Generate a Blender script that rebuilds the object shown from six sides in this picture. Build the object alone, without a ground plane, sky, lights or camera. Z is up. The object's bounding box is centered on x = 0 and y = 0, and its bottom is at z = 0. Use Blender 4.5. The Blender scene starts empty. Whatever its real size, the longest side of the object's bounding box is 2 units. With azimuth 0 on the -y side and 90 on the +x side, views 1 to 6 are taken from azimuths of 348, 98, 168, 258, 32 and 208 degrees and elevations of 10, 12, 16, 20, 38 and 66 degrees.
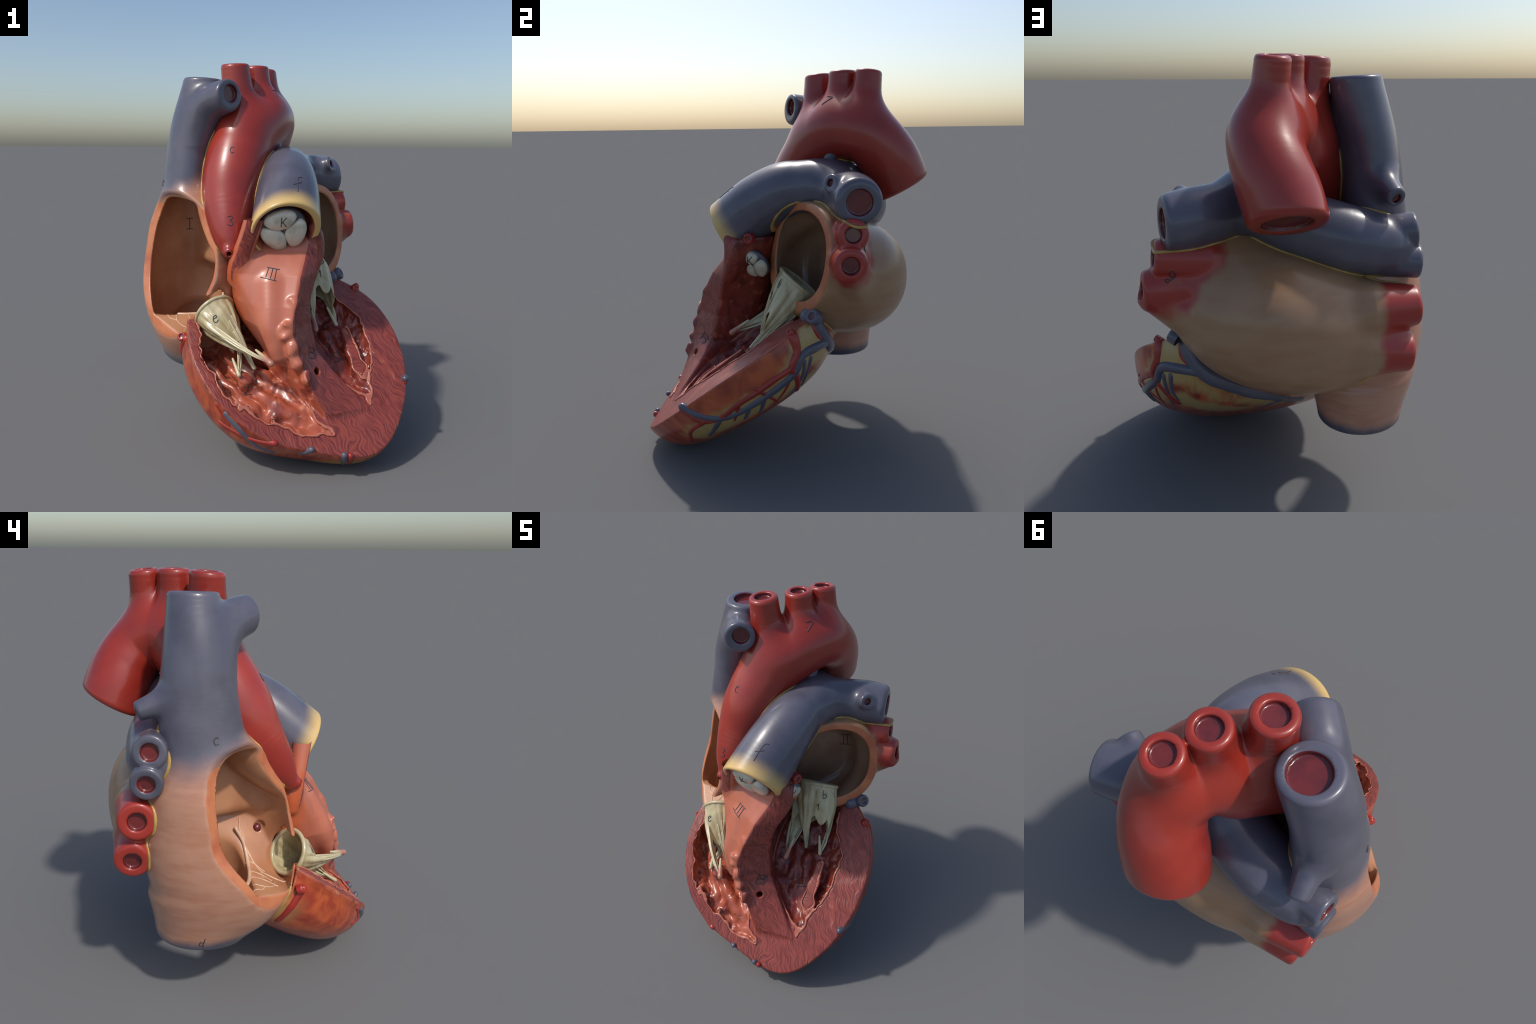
"""Anatomical teaching model of a human heart, opened at the front.

Every chamber and vessel is described as a signed distance field (tubes along
splines, rounded blobs, cutting planes); each field is meshed here with surface
nets and split into named parts that share one set of normals.
"""
import bpy, math, random
import numpy as np
from mathutils import Vector
from mathutils.bvhtree import BVHTree

F = np.float32
random.seed(7)


# ------------------------------------------------------------------ maths
def V(*a):
    return np.array(a, dtype=F)


def unit(v):
    v = np.asarray(v, dtype=F)
    return v / np.linalg.norm(v)


def smin(a, b, k):
    h = np.clip(0.5 + 0.5 * (b - a) / k, 0, 1)
    return b + (a - b) * h - k * h * (1 - h)


def smax(a, b, k):
    return -smin(-a, -b, k)


def plane(P, point, normal):
    return (P - V(*point)) @ unit(normal)


def sphere(P, c, r):
    return np.linalg.norm(P - V(*c), axis=1) - r


def blob(P, c, r, e=2.0, turn=None):
    """superellipsoid; turn = 3 axes as rows"""
    q = P - V(*c)
    if turn is not None:
        q = q @ np.asarray(turn, dtype=F).T
    k = (np.abs(q / V(*r)) ** e).sum(1) ** (1.0 / e)
    n = np.linalg.norm(q, axis=1)
    return np.where(k > 0.15, n * (1 - 1 / np.maximum(k, 0.15)), -min(r) * 0.85)


def spline(pts, n):
    """Catmull-Rom through rows of any width"""
    p = np.asarray(pts, dtype=float)
    q = np.vstack([2 * p[0] - p[1], p, 2 * p[-1] - p[-2]])
    m = len(p) - 1
    u = np.linspace(0, m, n)
    i = np.minimum(u.astype(int), m - 1)
    t = (u - i)[:, None]
    a, b, c, d = q[i], q[i + 1], q[i + 2], q[i + 3]
    return 0.5 * (2 * b + (c - a) * t + (2 * a - 5 * b + 4 * c - d) * t**2 + (3 * b - a - 3 * c + d) * t**3)


def tube(P, pts, n=None):
    """envelope of spheres along a spline; rows of pts are x, y, z, radius"""
    s = np.asarray(spline(pts, max(n or 5 * len(pts), 5)), dtype=F)
    out = np.empty(len(P), dtype=F)
    for o in range(0, len(P), 120000):
        p = P[o : o + 120000]
        D = np.stack([np.sqrt(((p - c[:3]) ** 2).sum(1)) - c[3] for c in s])
        i = np.clip(D.argmin(0), 1, len(s) - 2)
        k = np.arange(len(p))
        a, b, c = D[i - 1, k], D[i, k], D[i + 1, k]
        curve = np.maximum(a - 2 * b + c, 1e-7)
        u = np.clip(0.5 * (a - c) / curve, -1, 1)
        out[o : o + 120000] = b + 0.5 * u * (c - a) + 0.5 * u * u * curve
    return out


def cone(P, a, b):
    """round-ended straight rod between two rows x, y, z, radius"""
    a, b = np.asarray(a, dtype=F), np.asarray(b, dtype=F)
    d = b[:3] - a[:3]
    w = P - a[:3]
    t = np.clip(w @ d / max(float(d @ d), 1e-9), 0, 1)
    w = w - t[:, None] * d
    return np.sqrt(np.einsum("ij,ij->i", w, w)) - (a[3] + (b[3] - a[3]) * t)


def rod(P, a, b, ra, rb=None):
    return cone(P, (*a, ra), (*b, ra if rb is None else rb))


def drum(P, c, axis, r, half, k=0.01):
    """flat-ended cylinder with rounded edges"""
    ax = unit(axis)
    q = P - V(*c)
    h = q @ ax
    rad = np.linalg.norm(q - h[:, None] * ax, axis=1)
    return smax(rad - r, np.abs(h) - half, k)


def hash3(i, j, k, seed):
    n = (i * 374761393 + j * 668265263 + k * 2147483647 + seed * 1274126177) & 0x7FFFFFFF
    n = ((n ^ (n >> 13)) * 1274126177) & 0x7FFFFFFF
    n = n ^ (n >> 16)
    return ((n & 0xFFFF) / 65535.0).astype(F) * 2 - 1


def noise(P, scale, seed=1):
    """smooth value noise, -1..1; scale = cell size (number or triple)"""
    q = P / np.asarray(scale, dtype=F)
    i = np.floor(q).astype(np.int64)
    f = (q - i).astype(F)
    f = f * f * (3 - 2 * f)
    out = 0
    for a in (0, 1):
        for b in (0, 1):
            for c in (0, 1):
                w = (f[:, 0] if a else 1 - f[:, 0]) * (f[:, 1] if b else 1 - f[:, 1]) * (f[:, 2] if c else 1 - f[:, 2])
                out = out + w * hash3(i[:, 0] + a, i[:, 1] + b, i[:, 2] + c, seed)
    return out


# ---------------------------------------------------- meshing (surface nets)
def grad(f, P, e=0.0015):
    g = np.empty_like(P)
    for a in range(3):
        d = np.zeros(3, dtype=F)
        d[a] = e
        g[:, a] = f(P + d) - f(P - d)
    return g / (2 * e)


def nets(f, lo, hi, h):
    lo = V(*lo)
    B = 4
    n = np.ceil((V(*hi) - lo) / (h * B)).astype(int)
    ax = [lo[a] + (np.arange(n[a]) + 0.5) * h * B for a in range(3)]
    C = np.stack(np.meshgrid(*ax, indexing="ij"), -1).reshape(-1, 3).astype(F)
    fc = f(C)
    near = np.abs(fc) < h * B * 1.9
    grid = np.repeat(np.repeat(np.repeat(fc.reshape(n), B, 0), B, 1), B, 2).astype(F)
    o = (np.stack(np.meshgrid(*[np.arange(B)] * 3, indexing="ij"), -1).reshape(-1, 3)).astype(F)
    idx = np.argwhere(near.reshape(n))
    cells = (idx[:, None, :] * B + o[None].astype(int)).reshape(-1, 3)
    pts = (lo + (cells + 0.5) * h).astype(F)
    vals = np.concatenate([f(pts[i : i + 400000]) for i in range(0, len(pts), 400000)])
    grid[cells[:, 0], cells[:, 1], cells[:, 2]] = vals
    org = lo + 0.5 * h
    s = grid < 0
    c = np.zeros(np.array(s.shape) - 1, dtype=np.uint8)
    for a in (0, 1):
        for b in (0, 1):
            for d in (0, 1):
                c += s[a : a + c.shape[0], b : b + c.shape[1], d : d + c.shape[2]]
    act = np.argwhere((c > 0) & (c < 8))
    ids = np.full(c.shape, -1, dtype=np.int64)
    ids[act[:, 0], act[:, 1], act[:, 2]] = np.arange(len(act))
    acc = np.zeros((len(act), 3))
    cnt = np.zeros(len(act))
    cor = [(a, b, d) for a in (0, 1) for b in (0, 1) for d in (0, 1)]
    for p in cor:
        for a in range(3):
            if p[a]:
                continue
            q = list(p)
            q[a] = 1
            v0 = grid[act[:, 0] + p[0], act[:, 1] + p[1], act[:, 2] + p[2]]
            v1 = grid[act[:, 0] + q[0], act[:, 1] + q[1], act[:, 2] + q[2]]
            m = (v0 < 0) != (v1 < 0)
            t = np.where(m, v0 / np.where(m, v0 - v1, 1), 0)
            pos = np.tile(np.array(p, float), (len(act), 1))
            pos[:, a] = t
            acc[m] += pos[m]
            cnt[m] += 1
    verts = (org + (act + acc / cnt[:, None]) * h).astype(F)
    quads = []
    for a in range(3):
        b, d = (a + 1) % 3, (a + 2) % 3
        sl0 = [slice(1, -1)] * 3
        sl1 = [slice(1, -1)] * 3
        sl0[a] = slice(0, -1)
        sl1[a] = slice(1, None)
        s0, s1 = s[tuple(sl0)], s[tuple(sl1)]
        for inside, flip in ((s0 & ~s1, False), (~s0 & s1, True)):
            e = np.argwhere(inside)
            if not len(e):
                continue
            off = np.ones(3, dtype=int)
            off[a] = 0
            e = e + off
            eb, ed = np.zeros(3, int), np.zeros(3, int)
            eb[b] = 1
            ed[d] = 1
            q = [e - eb - ed, e - ed, e, e - eb]
            if flip:
                q = q[::-1]
            quads.append(np.stack([ids[x[:, 0], x[:, 1], x[:, 2]] for x in q], 1))
    quads = np.concatenate(quads)
    quads = quads[(quads >= 0).all(1)]
    for _ in range(3):
        g = grad(f, verts)
        fv = f(verts)
        step = np.clip(fv / np.maximum((g * g).sum(1), 0.15), -h, h)
        verts = verts - step[:, None] * g
    return verts.astype(F), quads


def relax_borders(f, verts, quads, lab, rounds=8):
    """smooth the lines along which differently labelled faces meet"""
    e = np.concatenate([quads[:, [i, (i + 1) % 4]] for i in range(4)])
    l = np.tile(lab, 4)
    e.sort(axis=1)
    key = e[:, 0].astype(np.int64) * len(verts) + e[:, 1]
    o = np.argsort(key, kind="stable")
    key, l, e = key[o], l[o], e[o]
    same = (key[1:] == key[:-1]) & (l[1:] != l[:-1])
    b = e[:-1][same]
    for r in range(rounds):
        acc = np.zeros_like(verts)
        n = np.zeros(len(verts), dtype=F)
        for x, y in ((0, 1), (1, 0)):
            np.add.at(acc, b[:, x], verts[b[:, y]])
            np.add.at(n, b[:, x], 1)
        m = n >= 2
        verts[m] = 0.4 * verts[m] + 0.6 * acc[m] / n[m][:, None]
        p = verts[m]
        g = grad(f, p)
        verts[m] = p - np.clip(f(p) / np.maximum((g * g).sum(1), 0.15), -0.004, 0.004)[:, None] * g
    return verts


def tidy_labels(quads, lab, nv, rounds=3):
    """majority vote of each face with its neighbours, to drop specks"""
    K = int(lab.max()) + 1
    for _ in range(rounds):
        votes = np.zeros((nv, K), dtype=F)
        for i in range(4):
            np.add.at(votes, (quads[:, i], lab), 1)
        fv = votes[quads].sum(1)
        fv[np.arange(len(lab)), lab] += 0.5
        lab = fv.argmax(1)
    return lab


ROOT = None
PARTS = []


def new_object(name, mesh, mat, parent, smooth=True):
    ob = bpy.data.objects.new(name, mesh)
    bpy.context.scene.collection.objects.link(ob)
    if mat is not None:
        mesh.materials.clear()
        mesh.materials.append(mat)
    ob.parent = parent
    return ob


def raw_mesh(name, verts, quads, normals=None):
    me = bpy.data.meshes.new(name)
    k = quads.shape[1]
    me.vertices.add(len(verts))
    me.vertices.foreach_set("co", np.ascontiguousarray(verts, dtype=F).ravel())
    me.loops.add(quads.size)
    me.loops.foreach_set("vertex_index", np.ascontiguousarray(quads, dtype=np.int32).ravel())
    me.polygons.add(len(quads))
    me.polygons.foreach_set("loop_start", np.arange(0, quads.size, k, dtype=np.int32))
    me.polygons.foreach_set("use_smooth", np.ones(len(quads), dtype=bool))
    me.update(calc_edges=True)
    me.validate()
    if normals is not None and len(me.vertices) == len(verts):
        me.normals_split_custom_set_from_vertices(normals.astype(float).tolist())
    return me


def body(f, lo, hi, h, names, label=None, parent=None, tidy=3):
    """mesh the field f, split by label(P)->int, names = [(name, material, parent-name)]"""
    verts, quads = nets(f, lo, hi, h)
    lab = np.zeros(len(quads), dtype=int)
    if label is not None:
        lab = tidy_labels(quads, label(verts[quads].mean(1)), len(verts), tidy)
        verts = relax_borders(f, verts, quads, lab)
    g = grad(f, verts, h * 0.45)
    nor = g / np.maximum(np.linalg.norm(g, axis=1), 1e-6)[:, None]
    made = []
    for i, (name, mat, par) in enumerate(names):
        m = lab == i
        if not m.any():
            continue
        used, inv = np.unique(quads[m], return_inverse=True)
        me = raw_mesh(name, verts[used], inv.reshape(-1, 4), nor[used])
        ob = new_object(name, me, mat, par if par is not None else parent)
        made.append(ob)
        BODIES.setdefault(name, []).append((verts[used], inv.reshape(-1, 4)))
    return made


BODIES = {}


# ------------------------------------------------------------- materials
def srgb(r, g, b):
    f = lambda c: c / 12.92 if c <= 0.04045 else ((c + 0.055) / 1.055) ** 2.4
    return (f(r / 255), f(g / 255), f(b / 255), 1)


class Nodes:
    def __init__(self, name, rough=0.32, coat=0.25, spec=0.5):
        self.mat = bpy.data.materials.new(name)
        self.mat.use_nodes = True
        self.t = self.mat.node_tree
        self.n = self.t.nodes
        self.b = self.n["Principled BSDF"]
        self.b.inputs["Roughness"].default_value = rough
        self.b.inputs["Coat Weight"].default_value = coat
        self.b.inputs["Coat Roughness"].default_value = 0.12
        self.b.inputs["Specular IOR Level"].default_value = spec
        self.obj = self.n.new("ShaderNodeTexCoord").outputs["Object"]

    def link(self, a, b):
        self.t.links.new(a, b)

    def noise(self, scale, detail=3, stretch=(1, 1, 1), rot=(0, 0, 0), distort=0.0, rough=0.55):
        m = self.n.new("ShaderNodeMapping")
        m.inputs["Scale"].default_value = stretch
        m.inputs["Rotation"].default_value = rot
        self.link(self.obj, m.inputs["Vector"])
        t = self.n.new("ShaderNodeTexNoise")
        t.inputs["Scale"].default_value = scale
        t.inputs["Detail"].default_value = detail
        t.inputs["Roughness"].default_value = rough
        t.inputs["Distortion"].default_value = distort
        self.link(m.outputs[0], t.inputs["Vector"])
        return t.outputs[0]

    def math(self, op, a, b=0.0, c=0.0, clamp=False):
        m = self.n.new("ShaderNodeMath")
        m.operation = op
        m.use_clamp = clamp
        for i, x in enumerate((a, b, c)):
            if isinstance(x, (int, float)):
                m.inputs[i].default_value = x
            else:
                self.link(x, m.inputs[i])
        return m.outputs[0]

    def step(self, x, lo, hi):
        m = self.n.new("ShaderNodeMapRange")
        m.interpolation_type = "SMOOTHSTEP"
        m.inputs["From Min"].default_value = lo
        m.inputs["From Max"].default_value = hi
        self.link(x, m.inputs["Value"])
        return m.outputs[0]

    def mix(self, fac, a, b, mode="MIX"):
        m = self.n.new("ShaderNodeMix")
        m.data_type = "RGBA"
        m.blend_type = mode
        for sock, x in ((m.inputs[0], fac), (m.inputs[6], a), (m.inputs[7], b)):
            if isinstance(x, (int, float, tuple)):
                sock.default_value = x
            else:
                self.link(x, sock)
        return m.outputs[2]

    def dist(self, c, axis=None, scale=(1, 1, 1)):
        """distance from point c (axis None) or height above c along axis"""
        s = self.n.new("ShaderNodeVectorMath")
        s.operation = "SUBTRACT"
        self.link(self.obj, s.inputs[0])
        s.inputs[1].default_value = c
        if axis is None:
            m = self.n.new("ShaderNodeVectorMath")
            m.operation = "MULTIPLY"
            self.link(s.outputs[0], m.inputs[0])
            m.inputs[1].default_value = scale
            l = self.n.new("ShaderNodeVectorMath")
            l.operation = "LENGTH"
            self.link(m.outputs[0], l.inputs[0])
            return l.outputs["Value"]
        d = self.n.new("ShaderNodeVectorMath")
        d.operation = "DOT_PRODUCT"
        self.link(s.outputs[0], d.inputs[0])
        d.inputs[1].default_value = tuple(float(x) for x in unit(axis))
        return d.outputs["Value"]

    def segment(self, a, b):
        """distance from the line between a and b"""
        a, b = np.array(a), np.array(b)
        t = self.math("DIVIDE", self.dist(tuple(a), tuple(b - a)), float(np.linalg.norm(b - a)), clamp=True)
        sc = self.n.new("ShaderNodeVectorMath")
        sc.operation = "SCALE"
        sc.inputs[0].default_value = tuple(b - a)
        self.link(t, sc.inputs["Scale"])
        s1 = self.n.new("ShaderNodeVectorMath")
        s1.operation = "SUBTRACT"
        self.link(self.obj, s1.inputs[0])
        s1.inputs[1].default_value = tuple(a)
        s2 = self.n.new("ShaderNodeVectorMath")
        s2.operation = "DISTANCE"
        self.link(s1.outputs[0], s2.inputs[0])
        self.link(sc.outputs[0], s2.inputs[1])
        return s2.outputs["Value"]

    def bump(self, height, strength=0.2, dist=0.01):
        b = self.n.new("ShaderNodeBump")
        b.inputs["Strength"].default_value = strength
        b.inputs["Distance"].default_value = dist
        self.link(height, b.inputs["Height"])
        if self.b.inputs["Normal"].is_linked:
            self.link(self.b.inputs["Normal"].links[0].from_socket, b.inputs["Normal"])
        self.link(b.outputs[0], self.b.inputs["Normal"])

    def done(self, col):
        if isinstance(col, tuple):
            self.b.inputs["Base Color"].default_value = col
        else:
            self.link(col, self.b.inputs["Base Color"])
        return self.mat


def mottled(name, base, dark, scale=4.0, rough=0.34, coat=0.4, grain=0.06, stretch=(1, 1, 1)):
    n = Nodes(name, rough, coat)
    big = n.noise(scale, 4, stretch)
    col = n.mix(n.step(big, 0.35, 0.68), base, dark)
    n.bump(n.noise(60, 3), grain, 0.003)
    return n, col


RED = srgb(158, 51, 37)
RED2 = srgb(142, 41, 31)
BLUE = srgb(93, 92, 105)
BLUE2 = srgb(79, 78, 91)
PEACH = srgb(188, 138, 112)
PEACH2 = srgb(178, 123, 97)
CREAM = srgb(166, 129, 96)
YELLOW = srgb(214, 178, 112)
RIM = srgb(196, 122, 82)
PALE = srgb(198, 187, 150)
MUSCLE = srgb(146, 66, 56)
PINK = srgb(204, 120, 92)
DARKRED = srgb(120, 42, 34)
LUMEN = srgb(112, 40, 40)


def mat_aorta():
    n, col = mottled("red_artery_paint", RED, RED2, 3.5)
    return n.done(col)


def mat_lumen():
    n, col = mottled("dark_lumen_paint", LUMEN, srgb(92, 34, 36), 14, 0.25, 0.5)
    return n.done(col)


def mat_vein_to_atrium():
    n, col = mottled("blue_vein_paint_fading_to_flesh", BLUE, BLUE2, 5)
    edge = n.math("ADD", n.dist((-0.45, 0.15, 1.30), (-0.35, 0.25, 1.0)), n.math("MULTIPLY", n.noise(9, 3), 0.06))
    flesh = n.mix(n.step(n.noise(7, 5, (1, 1, 4)), 0.35, 0.7), PEACH, PEACH2)
    col = n.mix(n.step(edge, -0.03, 0.10), flesh, col)
    low = n.math("ADD", n.dist((-0.39, 0.25, 0.0), (0, 0, 1)), n.math("MULTIPLY", n.noise(8, 3), 0.05))
    col = n.mix(n.step(low, 0.455, 0.39), col, BLUE2)
    return n.done(col)


def mat_pulmonary():
    n, col = mottled("blue_pulmonary_paint_with_yellow_mouth", BLUE, BLUE2, 5)
    d = n.math("ADD", n.dist((0.043, -0.365, 1.1855), (0.036, 0.857, 0.514)), n.math("MULTIPLY", n.noise(9, 3), 0.03))
    fade = n.step(d, 0.025, 0.13)
    col = n.mix(fade, YELLOW, col)
    return n.done(col)


def mat_left_atrium():
    n, col = mottled("cream_flesh_paint_with_red_veins", CREAM, srgb(158, 118, 84), 5, 0.36, 0.2, 0.05, (1, 1, 3))
    wob = n.math("MULTIPLY", n.noise(10, 3), 0.07)
    veins = n.math("MINIMUM", n.segment((0.36, 0.36, 1.20), (0.62, 0.37, 1.225)), n.segment((0.42, 0.36, 1.06), (0.66, 0.355, 1.084)))
    left = n.math("ADD", n.math("SUBTRACT", 0.098, veins), wob)
    right = n.math("ADD", n.dist((-0.335, 0.5, 0.9), (-1, 0.05, -0.06)), wob)
    m = n.math("MAXIMUM", n.step(left, 0.0, 0.05), n.step(right, 0.02, 0.065))
    col = n.mix(m, col, srgb(160, 52, 42))
    return n.done(col)


def plain(name, a, b, scale=6, rough=0.35, coat=0.2, grain=0.08):
    n, col = mottled(name, a, b, scale, rough, coat, grain)
    return n.done(col)


def mat_web():
    """orange wall with a raised pale network (pectinate muscles)"""
    n, col = mottled("atrial_lining_paint", srgb(190, 136, 100), srgb(172, 116, 82), 5, 0.34, 0.25)
    return n.done(col)


def mat_muscle():
    """fibres run in wavering lines across the cut face"""
    n = Nodes("cut_muscle_with_fibre_grooves", 0.40, 0.12)
    c = tuple(float(x) for x in CUT_C)
    warp = n.noise(5, 2)
    p = n.math("ADD", n.dist(c, tuple(CUT_S + 0.55 * CUT_T)), n.math("MULTIPLY", warp, 0.22))
    q = n.dist(c, tuple(CUT_T - 0.5 * CUT_S))
    v = n.n.new("ShaderNodeCombineXYZ")
    n.link(n.math("MULTIPLY", p, 120.0), v.inputs[0])
    n.link(n.math("MULTIPLY", q, 13.0), v.inputs[1])
    n.link(n.math("MULTIPLY", n.dist(c, tuple(CUT_N)), 30.0), v.inputs[2])
    t = n.n.new("ShaderNodeTexNoise")
    t.inputs["Scale"].default_value = 1.0
    t.inputs["Detail"].default_value = 3
    n.link(v.outputs[0], t.inputs["Vector"])
    fib = t.outputs[0]
    col = n.mix(n.step(fib, 0.34, 0.62), srgb(112, 46, 42), srgb(148, 68, 56))
    patch = n.step(n.noise(5, 3), 0.48, 0.6)
    fleck = n.math("MULTIPLY", n.step(fib, 0.64, 0.72), patch)
    col = n.mix(n.math("MULTIPLY", fleck, 0.6), col, srgb(198, 132, 96))
    n.bump(fib, 0.5, 0.008)
    return n.done(col)


def mat_epicardium():
    n = Nodes("orange_heart_wall_with_fat", 0.3, 0.3)
    streak = n.noise(7, 5, (3.2, 1.0, 1.0), (0.3, 0.4, 0.7), 0.6)
    col = n.mix(n.step(streak, 0.35, 0.65), srgb(186, 88, 48), srgb(142, 50, 34))
    fat = n.noise(4.2, 4, (1, 1, 1.6), (0, 0, 0), 0.4)
    band = None
    for a, b in (((0.50, 0.15, 0.70), (0.58, 0.06, 0.50)), ((0.58, 0.06, 0.48), (0.63, -0.20, 0.33)), ((0.63, -0.2, 0.33), (0.58, -0.40, 0.22)), ((0.45, 0.18, 0.62), (0.0, 0.16, 0.40)), ((0.45, 0.12, 0.45), (0.2, 0.10, 0.33))):
        d = n.segment(a, b)
        band = d if band is None else n.math("MINIMUM", band, d)
    groove = n.math("ADD", band, n.math("MULTIPLY", n.noise(9, 5, (2.4, 1, 1), (0.3, 0.4, 0.7)), 0.12))
    side = n.math("ADD", n.dist((-0.47, -0.10, 0.46), None), n.math("MULTIPLY", fat, 0.12))
    m = n.math("MAXIMUM", n.step(groove, 0.165, 0.10), n.math("MULTIPLY", n.step(side, 0.22, 0.08), 0.7))
    m = n.math("MAXIMUM", m, n.step(n.math("ADD", n.dist((0.25, -0.62, 0.0), None, (0.6, 1, 1)), n.math("MULTIPLY", fat, 0.15)), 0.24, 0.14))
    col = n.mix(m, col, srgb(178, 148, 92))
    n.bump(streak, 0.12, 0.006)
    return n.done(col)


def mat_endocard(name, a, b, c):
    n = Nodes(name, 0.34, 0.22)
    s = n.noise(9, 5, (1, 1, 0.5), (0, 0.4, 0), 1.0)
    col = n.mix(n.step(s, 0.32, 0.55), c, a)
    col = n.mix(n.step(n.noise(24, 3), 0.55, 0.72), col, b)
    n.bump(n.noise(22, 4), 0.2, 0.01)
    return n.done(col)


def mat_septum():
    n, col = mottled("pink_septum_paint", srgb(190, 112, 88), srgb(178, 97, 72), 5, 0.36, 0.2, 0.05, (1, 1, 0.4))
    side = n.math("ADD", n.dist((-0.19, -0.30, 0.8), (-0.8, 0.5, -0.1)), n.math("MULTIPLY", n.noise(8, 3), 0.1))
    col = n.mix(n.step(side, 0.0, 0.12), col, srgb(186, 88, 48))
    return n.done(col)


def mat_tendon():
    """pale cord turning to brown flesh at its tip"""
    n = Nodes("pale_tendon_with_brown_tip", 0.3, 0.35)
    a = n.step(n.dist((-0.086, -0.582, 0.514)), 0.13, 0.06)
    b = n.step(n.dist((0.195, -0.30, 0.595)), 0.12, 0.05)
    col = n.mix(n.math("MAXIMUM", a, b), PALE, srgb(172, 118, 100))
    return n.done(col)


def mat_valve():
    n = Nodes("pale_green_valve_membrane", 0.3, 0.35)
    s = n.noise(16, 5, (1, 1, 0.35), (0.5, 0.2, 0), 0.8)
    col = n.mix(n.step(s, 0.35, 0.7), PALE, srgb(174, 158, 114))
    n.bump(s, 0.25, 0.008)
    return n.done(col)


def mat_cusp():
    n = Nodes("off_white_cusp_enamel", 0.22, 0.6)
    col = n.mix(n.step(n.noise(14, 4), 0.4, 0.7), srgb(212, 206, 188), srgb(178, 172, 152))
    return n.done(col)


# ------------------------------------------------------ the cutting frame
CUT_C = V(0.244, -0.41, 0.411)
CUT_N = unit((0.046, -0.614, 0.788))
CUT_S = unit(V(1, 0, 0) - CUT_N * CUT_N[0])
CUT_T = np.cross(CUT_N, CUT_S)


def sth(P):
    q = P - CUT_C
    return q @ CUT_S, q @ CUT_T, q @ CUT_N


def from_sth(s, t, h):
    return CUT_C + s * CUT_S + t * CUT_T + h * CUT_N


# ------------------------------------------------------------ the bodies
AORTA = [(-0.236, -0.195, 1.02, 0.042), (-0.226, -0.13, 1.11, 0.098), (-0.205, -0.02, 1.26, 0.148), (-0.172, 0.055, 1.41, 0.168),
         (-0.105, 0.152, 1.57, 0.172), (-0.003, 0.255, 1.678, 0.170), (0.07, 0.35, 1.70, 0.159), (0.108, 0.455, 1.65, 0.149),
         (0.096, 0.528, 1.562, 0.154), (0.072, 0.573, 1.475, 0.158), (0.048, 0.622, 1.36, 0.155)]
BRANCHES = [((-0.115, 0.165, 1.68), (-0.148, 0.168, 1.992), 0.078, (-0.05, -0.06, 1)),
            ((0.01, 0.285, 1.70), (-0.005, 0.30, 1.998), 0.074, (-0.02, 0.0, 1)),
            ((0.10, 0.41, 1.70), (0.072, 0.43, 1.992), 0.070, (-0.05, 0.1, 1))]
DESC_END = ((0.06, 0.62, 1.388), (0.0, 0.49, -0.87))


def f_aorta(P):
    f = tube(P, AORTA, 64)
    f = smin(f, tube(P, [(-0.165, 0.08, 1.33, 0.12), (-0.125, 0.155, 1.50, 0.14), (-0.05, 0.26, 1.62, 0.15)], 20), 0.03)
    trunks = None
    for a, b, r, ax in BRANCHES:
        top = V(*b) + 0.05 * unit(ax)
        g = tube(P, [(*a, r * 1.6), (*(0.5 * V(*a) + 0.5 * V(*b)), r * 1.14), (*b, r), (*top, r)], 18)
        g = smax(g, plane(P, b, ax), 0.02)
        g = smax(g, -drum(P, b, ax, r * 0.58, 0.022, 0.006), 0.008)
        trunks = g if trunks is None else smin(trunks, g, 0.012)
    f = smin(f, trunks, 0.08)
    f = smax(f, plane(P, *DESC_END), 0.03)
    f = smax(f, -drum(P, *DESC_END, 0.098, 0.02, 0.006), 0.012)
    f = smin(f, rod(P, (-0.238, -0.19, 1.05), (-0.247, -0.232, 1.022), 0.03), 0.02)
    return smax(f, -rod(P, (-0.25, -0.25, 1.017), (-0.245, -0.225, 1.026), 0.012), 0.006)


def l_aorta(P):
    lab = np.zeros(len(P), dtype=int)
    for a, b, r, ax in BRANCHES:
        lab[(drum(P, V(*b) - 0.022 * unit(ax), ax, r * 0.58, 0.012, 0.004) < 0.004)] = 1
    lab[drum(P, V(*DESC_END[0]) - 0.02 * unit(DESC_END[1]), DESC_END[1], 0.1, 0.012, 0.004) < 0.004] = 1
    return lab


SVC = [(-0.305, 0.25, 1.99, 0.108), (-0.316, 0.25, 1.88, 0.11), (-0.377, 0.25, 1.65, 0.118), (-0.405, 0.245, 1.42, 0.131), (-0.415, 0.235, 1.25, 0.15), (-0.42, 0.22, 1.1, 0.18)]
SVC_TOP = ((-0.307, 0.256, 1.918), (0.05, -0.02, 1))
SVC_ARM = ((-0.197, 0.003, 1.822), (0.5, -0.85, 0.05))
AZYGOS = ((-0.412, 0.508, 1.443), (-0.15, 0.9, -0.25))
WINDOW = ((-0.489, 0.008, 0.902), (-0.756, -0.628, 0.186))


def window_cut(P):
    """the window's cut face: a plane that bulges outwards low down"""
    u = np.clip((0.92 - P[:, 2]) / 0.26, 0, 1)
    return plane(P, *WINDOW) - 0.05 * u * u * (3 - 2 * u) + 0.012


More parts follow.
